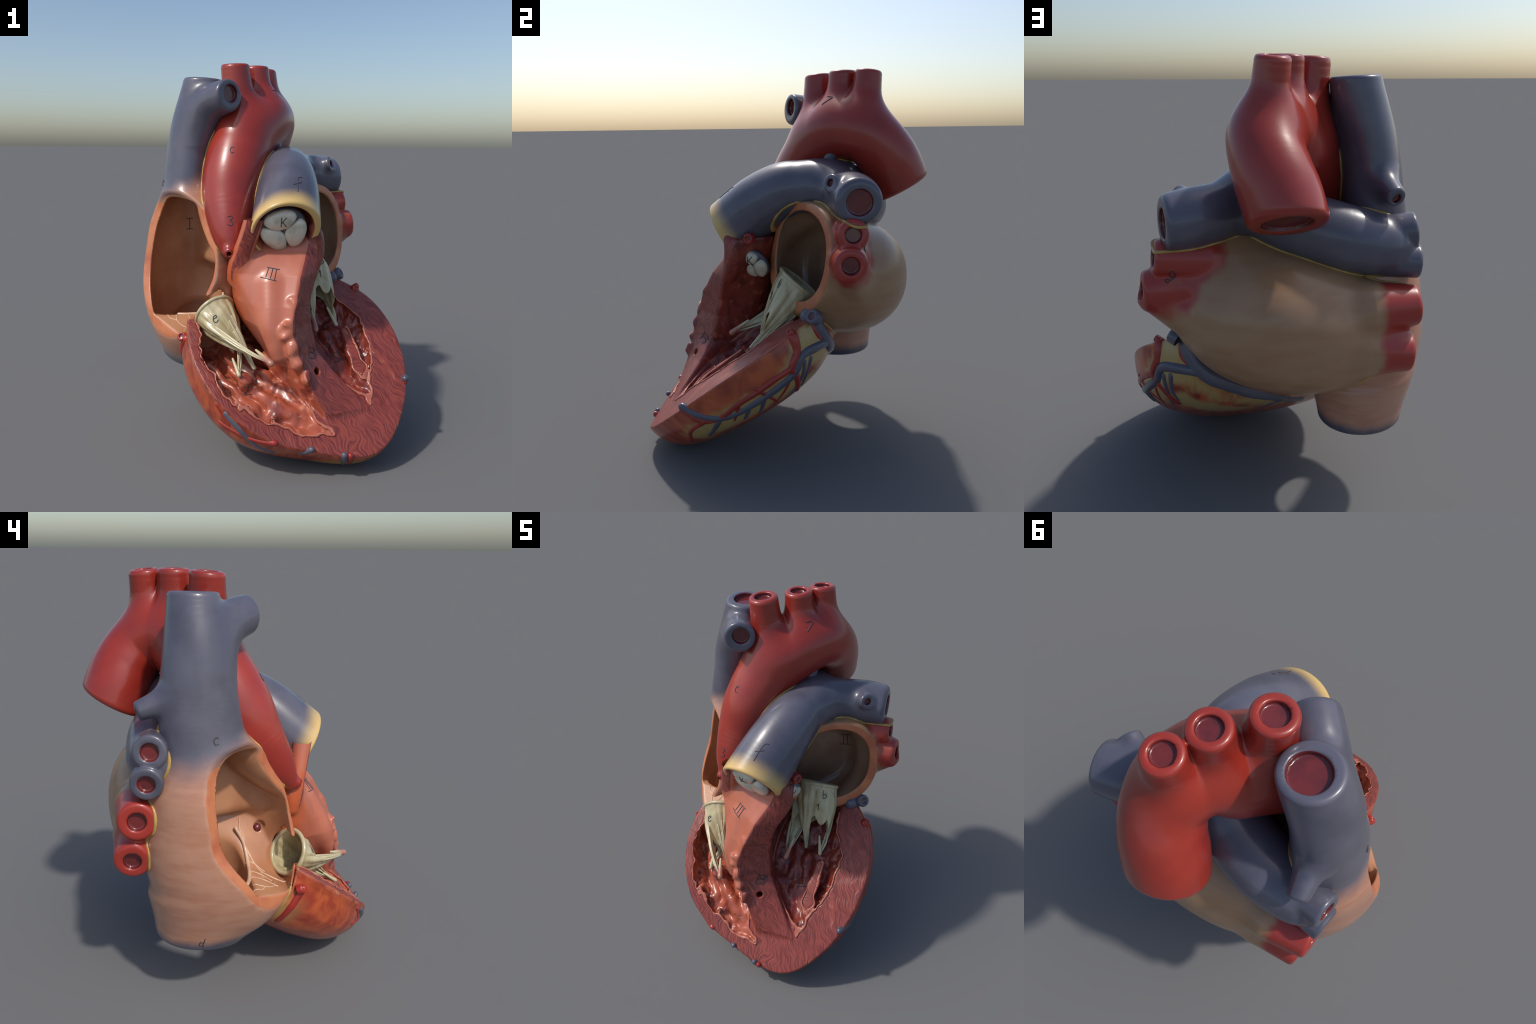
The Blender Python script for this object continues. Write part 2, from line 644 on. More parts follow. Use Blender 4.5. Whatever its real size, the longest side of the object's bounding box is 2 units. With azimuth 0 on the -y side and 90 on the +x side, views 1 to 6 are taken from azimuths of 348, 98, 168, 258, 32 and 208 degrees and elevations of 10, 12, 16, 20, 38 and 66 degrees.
def f_ra_solid(P):
    f = blob(P, (-0.392, 0.15, 0.81), (0.282, 0.362, 0.485), 2.08)
    q = P.copy()  # the upper vein flattens to an oval lower down
    q[:, 1] = 0.25 + (P[:, 1] - 0.25) / (1.0 + 0.32 * np.clip((1.9 - P[:, 2]) / 0.35, 0, 1))
    v = smax(tube(q, SVC, 44), plane(P, *SVC_TOP), 0.02)
    f = smin(f, v, 0.10)
    arm = tube(P, [(-0.37, 0.20, 1.60, 0.10), (-0.29, 0.12, 1.77, 0.095), (-0.16, -0.06, 1.828, 0.078)], 24)
    f = smin(f, smax(arm, plane(P, *SVC_ARM), 0.02), 0.05)
    f = smin(f, drum(P, (-0.36, 0.285, 0.455), (0.03, 0, 1), 0.192, 0.10, 0.02), 0.12)
    g = smax(rod(P, (-0.40, 0.36, 1.50), (-0.415, 0.56, 1.43), 0.06, 0.034), plane(P, *AZYGOS), 0.014)
    return smin(f, g, 0.04)


TRI_C, TRI_AX, TRI_R = (-0.315, -0.18, 0.69), (0.35, -0.8, -0.45), 0.108
MIT_C, MIT_AX, MIT_R = (0.225, 0.085, 0.905), (0.10, -0.62, -0.78), 0.118


def ra_floor(P):
    """height above the trough-shaped floor in front of the lower vein's mouth"""
    x, y, z = P.T
    return (z - (0.638 + 0.42 * np.clip(y - 0.02, -0.3, 0) + 6 * np.clip(x + 0.36, 0, 0.22) ** 2)) / 1.25


def f_ra_cavity(P):
    f = blob(P, (-0.395, 0.10, 0.81), (0.238, 0.285, 0.46), 2.3)
    f = smin(f, rod(P, (-0.42, 0.2, 1.1), (-0.42, 0.2, 1.30), 0.13, 0.10), 0.08)
    # sloping floor between the lower vein and the valve, with a ridge at the vein's mouth
    q = (P - V(-0.42, 0.245, 0)) / V(0.205, 0.21, 1)
    shaft = ((q[:, 0] ** 4 + q[:, 1] ** 4) ** 0.25 - 1) * 0.2
    f = smax(f, -smax(ra_floor(P), -shaft, 0.02), 0.02)
    # the wall towards the left atrium
    f = smax(f, -smax(plane(P, (-0.20, -0.057, 0.8), (-0.947, -0.32, 0.0)), 0.87 - P[:, 2], 0.06), 0.05)
    f = smin(f, rod(P, (-0.36, 0.275, 0.5), (-0.36, 0.285, 0.1), 0.158), 0.03)
    return smax(f, 0.032 - tube(P, AORTA[:5], 18), 0.03)


def valve_hole(P, c, ax, r, back, front):
    return rod(P, V(*c) - back * unit(ax), V(*c) + front * unit(ax), r)


def f_ra(P):
    f = f_ra_solid(P)
    f = smax(f, -drum(P, (-0.307, 0.256, 1.918), (0.05, -0.02, 1), 0.07, 0.025, 0.006), 0.01)
    f = smax(f, -drum(P, (-0.197, 0.003, 1.822), (0.5, -0.85, 0.05), 0.045, 0.025, 0.006), 0.01)
    f = smax(f, -drum(P, (-0.412, 0.508, 1.443), (-0.15, 0.9, -0.25), 0.018, 0.02, 0.004), 0.006)
    f = smax(f, -f_ra_cavity(P), 0.012)
    cut = window_cut(P)
    f = smax(f, smin(cut, 1.335 - P[:, 2], 0.17), 0.012)
    f = smax(f, -valve_hole(P, TRI_C, TRI_AX, TRI_R, 0.0, 0.2), 0.01)
    f = smax(f, -sphere(P, (-0.205, -0.06, 0.785), 0.03), 0.006)
    f = smax(f, -sphere(P, (-0.25, -0.26, 0.79), 0.10), 0.01)
    f = smax(f, -tube(P, AORTA[:6], 24) - 0.02, 0.01)
    return f


def l_ra(P):
    lab = np.zeros(len(P), dtype=int)
    outer = np.abs(f_ra_solid(P))
    cav = np.abs(f_ra_cavity(P))
    cut = np.abs(window_cut(P))
    lab[P[:, 2] > 1.30] = 1
    lab[P[:, 2] < 0.41] = 2
    d = np.stack([outer, cav, cut], 1).argmin(1)
    inside = (P[:, 2] < 1.45) & (P[:, 2] > 0.355)
    lab[inside & (d == 1)] = 3
    lab[inside & (d == 2) & (cut < 0.01) & (outer > 0.004)] = 4
    for c, ax, r in (((-0.307, 0.256, 1.918), (0.05, -0.02, 1), 0.07), ((-0.197, 0.003, 1.822), (0.5, -0.85, 0.05), 0.045), ((-0.412, 0.508, 1.443), (-0.15, 0.9, -0.25), 0.018)):
        lab[drum(P, V(*c) - 0.02 * unit(ax), ax, r, 0.014, 0.004) < 0.004] = 5
    return lab


PULM = [(0.0, -0.46, 1.015, 0.175), (0.014, -0.36, 1.11, 0.176), (0.048, -0.24, 1.215, 0.172), (0.082, -0.13, 1.31, 0.162), (0.112, 0.0, 1.385, 0.148),
        (0.135, 0.12, 1.408, 0.132), (0.178, 0.225, 1.408, 0.132), (0.275, 0.31, 1.388, 0.12), (0.40, 0.365, 1.375, 0.122), (0.52, 0.392, 1.365, 0.11), (0.60, 0.405, 1.362, 0.106)]
RPULM = [(0.14, 0.18, 1.40, 0.13), (0.06, 0.29, 1.39, 0.15), (-0.06, 0.35, 1.325, 0.14), (-0.22, 0.41, 1.275, 0.14), (-0.36, 0.43, 1.24, 0.132), (-0.41, 0.44, 1.237, 0.115)]
MOUTH = ((0.043, -0.365, 1.1855), (-0.036, -0.857, -0.514))
LPA_END = ((0.512, 0.392, 1.365), (0.98, 0.18, 0.0))
RPA_RINGS = [((-0.52, 0.468, 1.305), (-0.95, 0.2, 0.12), 0.074), ((-0.535, 0.488, 1.172), (-0.97, 0.2, -0.05), 0.072)]
LPA_TWIG = ((0.446, 0.25, 1.452), (0.75, -0.6, 0.25))


def f_pulm(P):
    f = tube(P, PULM, 56)
    f = smax(f, plane(P, *LPA_END), 0.03)
    f = smax(f, -drum(P, *LPA_END, 0.062, 0.02, 0.006), 0.01)
    f = smin(f, tube(P, RPULM, 32), 0.06)
    for c, ax, r in RPA_RINGS:
        g = rod(P, V(*c) - 0.14 * unit(ax), V(*c) + 0.1 * unit(ax), r * 1.0, r)
        f = smin(f, smax(g, plane(P, c, ax), 0.016), 0.010)
        f = smax(f, -drum(P, c, ax, r * 0.5, 0.02, 0.006), 0.01)
    c, ax = LPA_TWIG
    g = smax(rod(P, V(*c) - 0.12 * unit(ax), V(*c) + 0.05 * unit(ax), 0.048, 0.042), plane(P, c, ax), 0.012)
    f = smin(f, g, 0.025)
    f = smax(f, -drum(P, c, ax, 0.018, 0.02, 0.004), 0.006)
    f = smax(f, plane(P, *MOUTH), 0.014)
    inner = tube(P, [(-0.03, -0.50, 0.98, 0.155), (0.01, -0.36, 1.115, 0.15), (0.03, -0.29, 1.18, 0.13)], 8)
    f = smax(f, 0.02 - f_ra_cavity(P), 0.01)
    return smax(f, -inner, 0.014)


def l_pulm(P):
    lab = np.zeros(len(P), dtype=int)
    inner = tube(P, [(-0.03, -0.50, 0.98, 0.155), (0.01, -0.36, 1.115, 0.15), (0.03, -0.29, 1.18, 0.13)], 8)
    lab[inner < 0.006] = 2
    rings = [(c, ax, r * 0.5) for c, ax, r in RPA_RINGS] + [(*LPA_END, 0.062), (*LPA_TWIG, 0.018)]
    for c, ax, r in rings:
        lab[drum(P, V(*c) - 0.018 * unit(ax), ax, r, 0.014, 0.004) < 0.004] = 1
    return lab


LA_WIN = ((0.392, 0.146, 1.05), (0.6, -0.76, 0.13))
L_VEINS = [((0.556, 0.365, 1.221), (0.9, 0.12, 0.1), 0.068), ((0.606, 0.355, 1.084), (0.93, 0.1, 0.0), 0.074)]
R_VEINS = [((-0.515, 0.535, 0.999), (-0.97, 0.1, 0.05), 0.072), ((-0.485, 0.565, 0.80), (-0.95, 0.15, -0.1), 0.070)]


LA_TILT = [(0.978, 0.0, 0.209), (0.0, 1.0, 0.0), (-0.209, 0.0, 0.978)]


def f_la_body(P):
    f = blob(P, (-0.02, 0.29, 0.897), (0.495, 0.373, 0.325), 2.15, LA_TILT)
    f = smin(f, blob(P, (0.26, 0.17, 1.06), (0.28, 0.26, 0.285), 2.3), 0.09)
    for c, ax, r in R_VEINS:
        g = smax(rod(P, V(*c) - 0.2 * unit(ax), V(*c) + 0.05 * unit(ax), r * 1.6, r * 1.05), plane(P, c, ax), 0.018)
        f = smin(f, g, 0.05)
    return f


def f_la_veins(P):
    f = rod(P, (0.56, 0.345, 1.055), (0.38, 0.36, 0.96), 0.07, 0.12)
    for c, ax, r in L_VEINS:
        g = smax(rod(P, V(*c) - 0.22 * unit(ax), V(*c) + 0.05 * unit(ax), r * 1.45, r), plane(P, c, ax), 0.025)
        f = smin(f, g, 0.018)
    return f


def f_la_solid(P):
    return smin(f_la_body(P), f_la_veins(P), 0.02)


def f_la_cavity(P):
    f = blob(P, (0.12, 0.25, 0.955), (0.24, 0.27, 0.225), 2.3)
    f = smin(f, blob(P, (0.26, 0.16, 1.06), (0.235, 0.215, 0.24), 2.3), 0.05)
    return smax(f, -plane(P, *LA_WIN) - 0.29, 0.08)


def f_la(P):
    f = smin(smax(f_la_body(P), plane(P, *LA_WIN), 0.014), f_la_veins(P), 0.02)
    for c, ax, r in L_VEINS + R_VEINS:
        f = smax(f, -drum(P, c, ax, r * 0.55, 0.022, 0.006), 0.012)
    f = smax(f, -f_la_cavity(P), 0.014)
    f = smax(f, -f_ra_solid(P) - 0.01, 0.01)
    return smax(f, -valve_hole(P, MIT_C, MIT_AX, MIT_R, 0.0, 0.3), 0.012)


def l_la(P):
    lab = np.zeros(len(P), dtype=int)
    outer = np.abs(f_la_solid(P))
    cav = np.abs(f_la_cavity(P))
    win = np.abs(plane(P, *LA_WIN))
    d = np.stack([outer, cav, win], 1).argmin(1)
    lab[d == 1] = 2
    lab[(d == 2) & (win < 0.01) & (outer > 0.004) & (f_la_veins(P) > 0.003)] = 3
    for c, ax, r in L_VEINS + R_VEINS:
        lab[drum(P, V(*c) - 0.02 * unit(ax), ax, r * 0.55, 0.014, 0.004) < 0.004] = 1
    return lab


# ventricles --------------------------------------------------------------
RIM_T = [(-0.715, 0.27), (-0.71, 0.12), (-0.668, -0.03), (-0.57, -0.195), (-0.405, -0.327), (-0.185, -0.39), (-0.03, -0.432), (0.12, -0.445),
         (0.225, -0.385), (0.312, -0.265), (0.40, -0.075), (0.436, 0.13), (0.422, 0.34), (0.382, 0.49), (0.32, 0.577), (0.225, 0.67), (0.0, 0.74), (-0.3, 0.72), (-0.58, 0.55), (-0.69, 0.40)]
RIM_O = (-0.14, 0.13)


def rim_radius(th):
    q = np.array(RIM_T) - RIM_O
    a = np.arctan2(q[:, 1], q[:, 0])
    r = np.hypot(q[:, 0], q[:, 1])
    o = np.argsort(a)
    a, r = a[o], r[o]
    a = np.concatenate([a - 2 * np.pi, a, a + 2 * np.pi])
    r = np.tile(r, 3)
    g = np.linspace(-np.pi, np.pi, 181)
    fine = np.interp(g, a, r)
    k = np.ones(9) / 9
    fine = np.convolve(np.concatenate([fine[-9:-1], fine, fine[1:9]]), k, "same")[8:-8]
    return np.interp(th, g, fine)


def f_bowl(P):
    s, t, h = sth(P)
    th = np.arctan2(t - RIM_O[1], s - RIM_O[0])
    r = np.hypot(s - RIM_O[0], t - RIM_O[1])
    R = rim_radius(th) * (1 + 0.035 * np.clip(-h / 0.12, 0, 1) * np.clip((-0.3 - s) / 0.2, 0, 1))
    D = 0.312 + 0.075 * np.clip(t, 0, 0.5) - 0.06 * np.clip(s, -0.3, 0.4)
    hh = np.minimum(h + 0.03, 0)
    k = ((r / R) ** 3.5 + (np.abs(hh) / D) ** 2.3) ** (1 / 2.45)
    L = np.sqrt(r * r + hh * hh)
    return np.where(k > 0.2, L * (1 - 1 / np.maximum(k, 0.2)), -0.3).astype(F)


def f_cut(P):
    s, t, h = sth(P)
    return h - (0.02 - 0.2 * (t - 0.1) ** 2 + 0.032 * np.clip((-0.3 - s) / 0.3, 0, 1) - 0.008 * np.clip((s - 0.2) / 0.2, 0, 1))


def ring2d(s, t, pts, soft=0.02):
    """signed distance to the smooth closed outline through pts"""
    p = np.asarray(pts, dtype=float)
    c = spline(np.vstack([p, p[:1]]), 6 * len(p) + 1).astype(F)
    out = np.full(len(s), 9.0, dtype=F)
    wind = np.zeros(len(s), dtype=int)
    for a, b in zip(c[:-1], c[1:]):
        dx, dy = b - a
        u = np.clip(((s - a[0]) * dx + (t - a[1]) * dy) / (dx * dx + dy * dy + 1e-9), 0, 1)
        out = np.minimum(out, np.hypot(s - a[0] - u * dx, t - a[1] - u * dy))
        up = (a[1] <= t) & (b[1] > t)
        dn = (a[1] > t) & (b[1] <= t)
        side = dx * (t - a[1]) - (s - a[0]) * dy
        wind += (up & (side > 0)).astype(int) - (dn & (side < 0)).astype(int)
    return np.where(wind != 0, -out, out)


RV_LINE = [(-0.665, 0.30), (-0.655, 0.12), (-0.61, -0.02), (-0.57, -0.12), (-0.46, -0.20), (-0.32, -0.27), (-0.19, -0.315), (-0.05, -0.33), (-0.13, -0.235), (-0.18, -0.08), (-0.18, 0.2), (-0.35, 0.45), (-0.56, 0.47)]
LV_LINE = [(0.17, -0.205), (0.195, -0.11), (0.235, 0.06), (0.262, 0.24), (0.232, 0.38), (0.16, 0.48), (0.115, 0.64), (-0.05, 0.68), (-0.15, 0.45), (-0.14, 0.2), (-0.05, 0.03), (0.08, -0.10)]


def bars(P, rows, k=0.02):
    """muscle columns given in the cutting frame: s, t, h, radius at both ends"""
    f = None
    P = P + 0.02 * np.stack([noise(P, 0.09, 21), noise(P, 0.09, 22), noise(P, 0.09, 23)], 1)
    for a, b in rows:
        g = rod(P, from_sth(*a[:3]), from_sth(*b[:3]), a[3], b[3])
        f = g if f is None else smin(f, g, k)
    return f + 0.004 * noise(P, 0.04, 24)


RV_COLUMNS = [((-0.50, 0.04, 0.0, 0.016), (-0.44, -0.03, -0.02, 0.036)), ((-0.44, -0.03, -0.02, 0.036), (-0.30, -0.16, -0.05, 0.045)), ((-0.30, -0.16, -0.05, 0.045), (-0.14, -0.27, -0.07, 0.045)),
              ((-0.40, 0.15, -0.12, 0.045), (-0.18, -0.17, -0.06, 0.045)), ((-0.29, 0.16, -0.06, 0.035), (-0.13, -0.16, -0.045, 0.04)),
              ((-0.60, 0.10, -0.08, 0.03), (-0.42, -0.15, -0.07, 0.04)), ((-0.5, 0.3, -0.16, 0.05), (-0.3, -0.05, -0.12, 0.06))]
LV_COLUMNS = [((0.055, 0.25, -0.05, 0.030), (0.14, -0.10, -0.10, 0.050)), ((0.132, 0.25, 0.0, 0.026), (0.165, 0.02, 0.0, 0.038)), ((0.165, 0.02, 0.0, 0.038), (0.165, -0.06, -0.01, 0.02)),
              ((-0.06, 0.33, -0.08, 0.035), (0.06, -0.02, -0.09, 0.045)), ((0.02, 0.40, -0.14, 0.05), (0.11, 0.0, -0.13, 0.05)), ((0.215, 0.30, -0.07, 0.02), (0.235, 0.12, -0.07, 0.03))]


def f_rv_cav(P):
    s, t, h = sth(P)
    u = np.stack([(s + t) * 0.7, (s - t) * 0.7, h], 1)
    jag = 0.022 * noise(u, (0.055, 0.10, 0.13), 3) + 0.014 * noise(P, (0.026, 0.026, 0.07), 4)
    d = ring2d(s, t, RV_LINE) + jag
    floor = -0.06 - 0.07 * np.clip((t + 0.02) / 0.15, 0, 1) + 0.03 * (np.clip((-t) / 0.35, 0, 1)) ** 2 - h + 0.6 * jag
    f = smax(d - 0.25 * np.minimum(h + 0.02, 0) * 0.6, floor, 0.07)
    return smax(f, -bars(P, RV_COLUMNS), 0.025)


def f_lv_cav(P):
    s, t, h = sth(P)
    u = np.stack([s, t, h], 1)
    jag = 0.020 * noise(u, (0.05, 0.07, 0.10), 13) + 0.008 * noise(P, (0.024, 0.024, 0.06), 14)
    d = ring2d(s, t, LV_LINE) + jag * np.clip((s - 0.02) * 8, 0, 1) * np.clip((t + 0.15) / 0.15, 0.15, 1)
    floor = -0.05 - 0.015 * np.clip((t - 0.2) / 0.2, 0, 1) + 0.04 * (np.clip((0.12 - t) / 0.33, 0, 1)) ** 2 - h + jag
    f = smax(d - 0.30 * np.minimum(h + 0.02, 0) * 0.6, floor, 0.07)
    return smax(f, -bars(P, LV_COLUMNS), 0.022)


# horizontal sections of the septum with the root of the great arteries:
# z, then corners: right front edge, left front edge, left rear, rear, right rear, right flank
SEPTUM = [(0.10, (0.24, -0.64), (0.47, -0.58), (0.36, -0.40), (0.10, -0.36), (0.05, -0.42), (0.10, -0.54)),
          (0.28, (0.155, -0.615), (0.40, -0.575), (0.26, -0.32), (0.10, -0.32), (0.04, -0.38), (0.085, -0.535)),
          (0.44, (0.075, -0.57), (0.25, -0.465), (0.09, -0.26), (0.0, -0.22), (-0.04, -0.30), (-0.0, -0.485)),
          (0.54, (0.045, -0.55), (0.175, -0.415), (0.06, -0.19), (-0.08, -0.14), (-0.11, -0.24), (-0.055, -0.455)),
          (0.68, (0.008, -0.522), (0.15, -0.387), (0.045, -0.14), (-0.16, -0.06), (-0.21, -0.18), (-0.14, -0.40)),
          (0.78, (0.034, -0.492), (0.15, -0.36), (0.04, -0.12), (-0.18, -0.05), (-0.235, -0.20), (-0.17, -0.36)),
          (0.92, (0.08, -0.418), (0.197, -0.328), (0.055, -0.105), (-0.17, -0.04), (-0.25, -0.22), (-0.22, -0.275)),
          (1.03, (0.136, -0.325), (0.242, -0.275), (0.12, -0.08), (-0.15, -0.04), (-0.25, -0.20), (-0.235, -0.255)),
          (1.14, (0.17, -0.30), (0.25, -0.25), (0.16, -0.06), (-0.12, -0.04), (-0.23, -0.18), (-0.22, -0.23))]


def septum_sides(P):
    zs = np.array([r[0] for r in SEPTUM])
    C = np.array([r[1:] for r in SEPTUM])
    z = P[:, 2]
    pts = [(np.interp(z, zs, C[:, i, 0]), np.interp(z, zs, C[:, i, 1])) for i in range(6)]
    out = []
    for i in range(6):
        (ax, ay), (bx, by) = pts[i], pts[(i + 1) % 6]
        dx, dy = bx - ax, by - ay
        L = np.hypot(dx, dy)
        out.append((((P[:, 0] - ax) * dy - (P[:, 1] - ay) * dx) / L).astype(F))
    return out


def f_septum(P):
    sd = septum_sides(P)
    f = sd[0]
    for i, g in enumerate(sd[1:]):
        f = smax(f, g, 0.018 if i in (0, 4) else 0.05)
    f = smax(f, plane(P, (0.0, -0.33, 1.045), (-0.25, -0.45, 0.86)), 0.06)
    f = smax(f, P[:, 2] - 1.14, 0.02)
    f = smax(f, 0.12 - P[:, 2], 0.02)
    # muscular band hanging on the right side and the knobs along its cut edge
    band = tube(P, [(-0.055, -0.335, 0.86, 0.05), (-0.075, -0.425, 0.70, 0.05), (-0.062, -0.462, 0.60, 0.042), (-0.05, -0.475, 0.54, 0.034)], 24)
    f = smin(f, band, 0.05)
    for c, r in (((-0.012, -0.50, 0.665), 0.036), ((0.012, -0.525, 0.585), 0.034), ((0.03, -0.54, 0.525), 0.028), ((0.07, -0.56, 0.45), 0.026), ((0.03, -0.45, 0.80), 0.02)):
        q = P - V(*c)
        q = q + 0.012 * np.stack([noise(P, 0.04, 31), noise(P, 0.04, 32), noise(P, 0.04, 33)], 1)
        f = smin(f, (np.linalg.norm(q / V(1.0, 1.0, 1.35), axis=1) - r), 0.022)
    # hole for a pin
    f = smax(f, -rod(P, (0.16, -0.55, 0.48), (0.10, -0.42, 0.42), 0.018), 0.004)
    return f


LEGS = [[(-0.125, -0.30, 1.22, 0.05), (-0.15, -0.275, 1.12, 0.05), (-0.18, -0.25, 1.02, 0.05), (-0.208, -0.225, 0.93, 0.045), (-0.22, -0.215, 0.88, 0.035)],
        [(0.175, -0.30, 1.15, 0.03), (0.19, -0.28, 1.08, 0.04), (0.185, -0.28, 1.0, 0.045), (0.16, -0.30, 0.92, 0.03)]]


LEG_CUT = ((-0.17, -0.312, 1.10), (-0.20, -0.95, -0.17))


def f_legs(P):
    """the two cut legs of the outflow arch"""
    return np.minimum(smax(tube(P, LEGS[0], 20), plane(P, *LEG_CUT), 0.012), tube(P, LEGS[1], 16))


def f_vent(P):
    w = smax(f_bowl(P), f_cut(P), 0.012)
    w = smax(w, -f_rv_cav(P), 0.012)
    w = smax(w, -f_lv_cav(P), 0.012)
    f = smin(w, f_septum(P), 0.012)
    f = smin(f, f_legs(P), 0.03)
    # chambers above must stay open
    f = smax(f, 0.015 - f_ra_cavity(P), 0.01)
    f = smax(f, 0.015 - f_la_cavity(P), 0.01)
    f = smax(f, -valve_hole(P, MIT_C, MIT_AX, MIT_R - 0.005, 0.0, 0.12), 0.01)
    f = smax(f, -valve_hole(P, TRI_C, TRI_AX, TRI_R - 0.005, 0.0, 0.10), 0.01)
    f = smax(f, -sphere(P, (-0.205, -0.06, 0.785), 0.028), 0.006)
    return f


def l_vent(P):
    """0 outer wall, 1 cut muscle, 2 right lining, 3 left lining"""
    lab = np.zeros(len(P), dtype=int)
    b, c, r, l = f_bowl(P), f_cut(P), -f_rv_cav(P), -f_lv_cav(P)
    sd = septum_sides(P)
    e = np.stack([np.abs(b), np.abs(c), np.abs(r), np.abs(l)], 1).argmin(1)
    lab[:] = e
    sep = f_septum(P)
    on = sep < 0.006
    k = np.stack(sd, 1).argmax(1)
    lab[on & (k == 0)] = 1
    lab[on & ((k == 1) | (k == 2))] = 3
    lab[on & (k >= 3)] = np.where(P[on & (k >= 3), 2] + 0.03 * noise(P[on & (k >= 3)], 0.06, 8) > 0.5, 4, 2)
    leg = f_legs(P) < 0.006
    lab[leg] = np.where((np.abs(plane(P[leg], *LEG_CUT)) < 0.007) | (P[leg, 0] > 0), 1, 4)
    s, t, h = sth(P)
    lab[(lab == 0) & (h > 0.03)] = 2
    lab[(f_ra_cavity(P) < 0.025)] = 2
    return lab


# ------------------------------------------------------- smaller pieces
def pull(points, f, lift=0.0):
    """move points onto the surface f = 0"""
    p = np.asarray(points, dtype=F)
    for _ in range(6):
        g = grad(f, p)
        p = p - ((f(p) - lift) / np.maximum((g * g).sum(1), 0.2))[:, None] * g
    return p


def pipe(rows, seg=10, flat=1.0, axis=None):
    """closed tube mesh with rounded ends along rows of x, y, z, r"""
    s = np.asarray(rows, dtype=float)
    t = np.gradient(s[:, :3], axis=0)
    t /= np.maximum(np.linalg.norm(t, axis=1), 1e-9)[:, None]
    ends = []
    for i, sign in ((0, -1), (-1, 1)):
        cap = [np.r_[s[i, :3] + sign * t[i] * s[i, 3] * math.sin(a), s[i, 3] * math.cos(a)] for a in (0.6, 1.15, 1.5)]
        ends.append((cap, [t[i]] * 3))
    s = np.vstack([ends[0][0][::-1], s, ends[1][0]])
    t = np.vstack([ends[0][1], t, ends[1][1]])
    u = np.cross(t[0], (0.3, 0.5, 0.81) if axis is None else axis)
    u /= np.linalg.norm(u)
    verts = []
    for p, d in zip(s, t):
        u = u - d * (u @ d)
        u /= np.linalg.norm(u)
        w = np.cross(d, u)
        for k in range(seg):
            a = 2 * math.pi * k / seg
            verts.append(p[:3] + p[3] * (math.cos(a) * u + flat * math.sin(a) * w))
    n = len(s)
    quads = [(i * seg + k, i * seg + (k + 1) % seg, (i + 1) * seg + (k + 1) % seg, (i + 1) * seg + k) for i in range(n - 1) for k in range(seg)]
    return np.array(verts), np.array(quads)


def join(parts):
    vs, qs, o = [], [], 0
    for v, q in parts:
        vs.append(v)
        qs.append(q + o)
        o += len(v)
    return np.vstack(vs), np.vstack(qs)


def seam(A, B, r, lo, hi, name, mat, root, keep=None):
    """a bead along the line where two bodies meet"""
    def f(P):
        d = np.hypot(A(P), B(P)) - r
        return d if keep is None else np.maximum(d, keep(P))
    v, q = nets(f, lo, hi, 0.0055)
    me = raw_mesh(name, v, q)
    ob = new_object(name, me, mat, root)
    ob["kind"] = "stuff"


def outside(*fs):
    return lambda P: -np.minimum.reduce([f(P) for f in fs]) - 0.012


def seams(root, M):
    ao = lambda P: tube(P, AORTA[:7], 24)
    solid_ra = f_ra_solid
    pul = lambda P: np.minimum(tube(P, PULM, 56), tube(P, RPULM, 32))
    win = lambda P: np.where(P[:, 2] < 1.33, window_cut(P), -1.0)
    seam(ao, solid_ra, 0.007, (-0.42, -0.28, 0.9), (-0.1, 0.35, 1.82), "fat_seam", M["fat"], root, win)
    seam(ao, pul, 0.007, (-0.32, -0.36, 1.0), (0.2, 0.42, 1.62), "fat_seam", M["fat"], root, lambda P: plane(P, *MOUTH))
    seam(pul, f_la_solid, 0.007, (-0.55, -0.22, 1.0), (0.56, 0.6, 1.40), "fat_seam", M["fat"], root)
    seam(pul, solid_ra, 0.007, (-0.62, 0.2, 1.0), (-0.2, 0.6, 1.45), "fat_seam", M["fat"], root)
    seam(f_la_solid, solid_ra, 0.007, (-0.60, 0.3, 0.45), (-0.1, 0.66, 1.2), "fat_seam", M["fat"], root)
    seam(f_la_solid, f_bowl, 0.010, (-0.2, 0.0, 0.4), (0.6, 0.4, 0.95), "fat_seam", M["fat"], root, lambda P: plane(P, *LA_WIN))
    seam(solid_ra, f_bowl, 0.009, (-0.62, -0.32, 0.25), (-0.1, 0.3, 0.66), "fat_seam", M["fat"], root, window_cut)
    # pale lining showing along the cavities' cut edges
    for cav, line, deep in ((f_rv_cav, RV_LINE, 0.045), (f_lv_cav, LV_LINE, 0.11)):
        def keep(P, line=line, deep=deep):
            q = sth(P)
            return np.maximum.reduce([-f_septum(P), -f_ra_solid(P), -ring2d(q[0], q[1], line) - deep])
        seam(cav, f_cut, 0.005, (-0.52, -0.74, 0.1), (0.56, 0.06, 0.74), "lining_edge", M["pale_edge"], root, keep)
    v, q = pipe(np.c_[spline([(0.085, 0.22, 1.49), (0.10, 0.235, 1.54), (0.105, 0.26, 1.60)], 8), np.full(8, 0.034)], 12)
    new_object("arterial_ligament", raw_mesh("arterial_ligament", v, q), M["blue"], root)


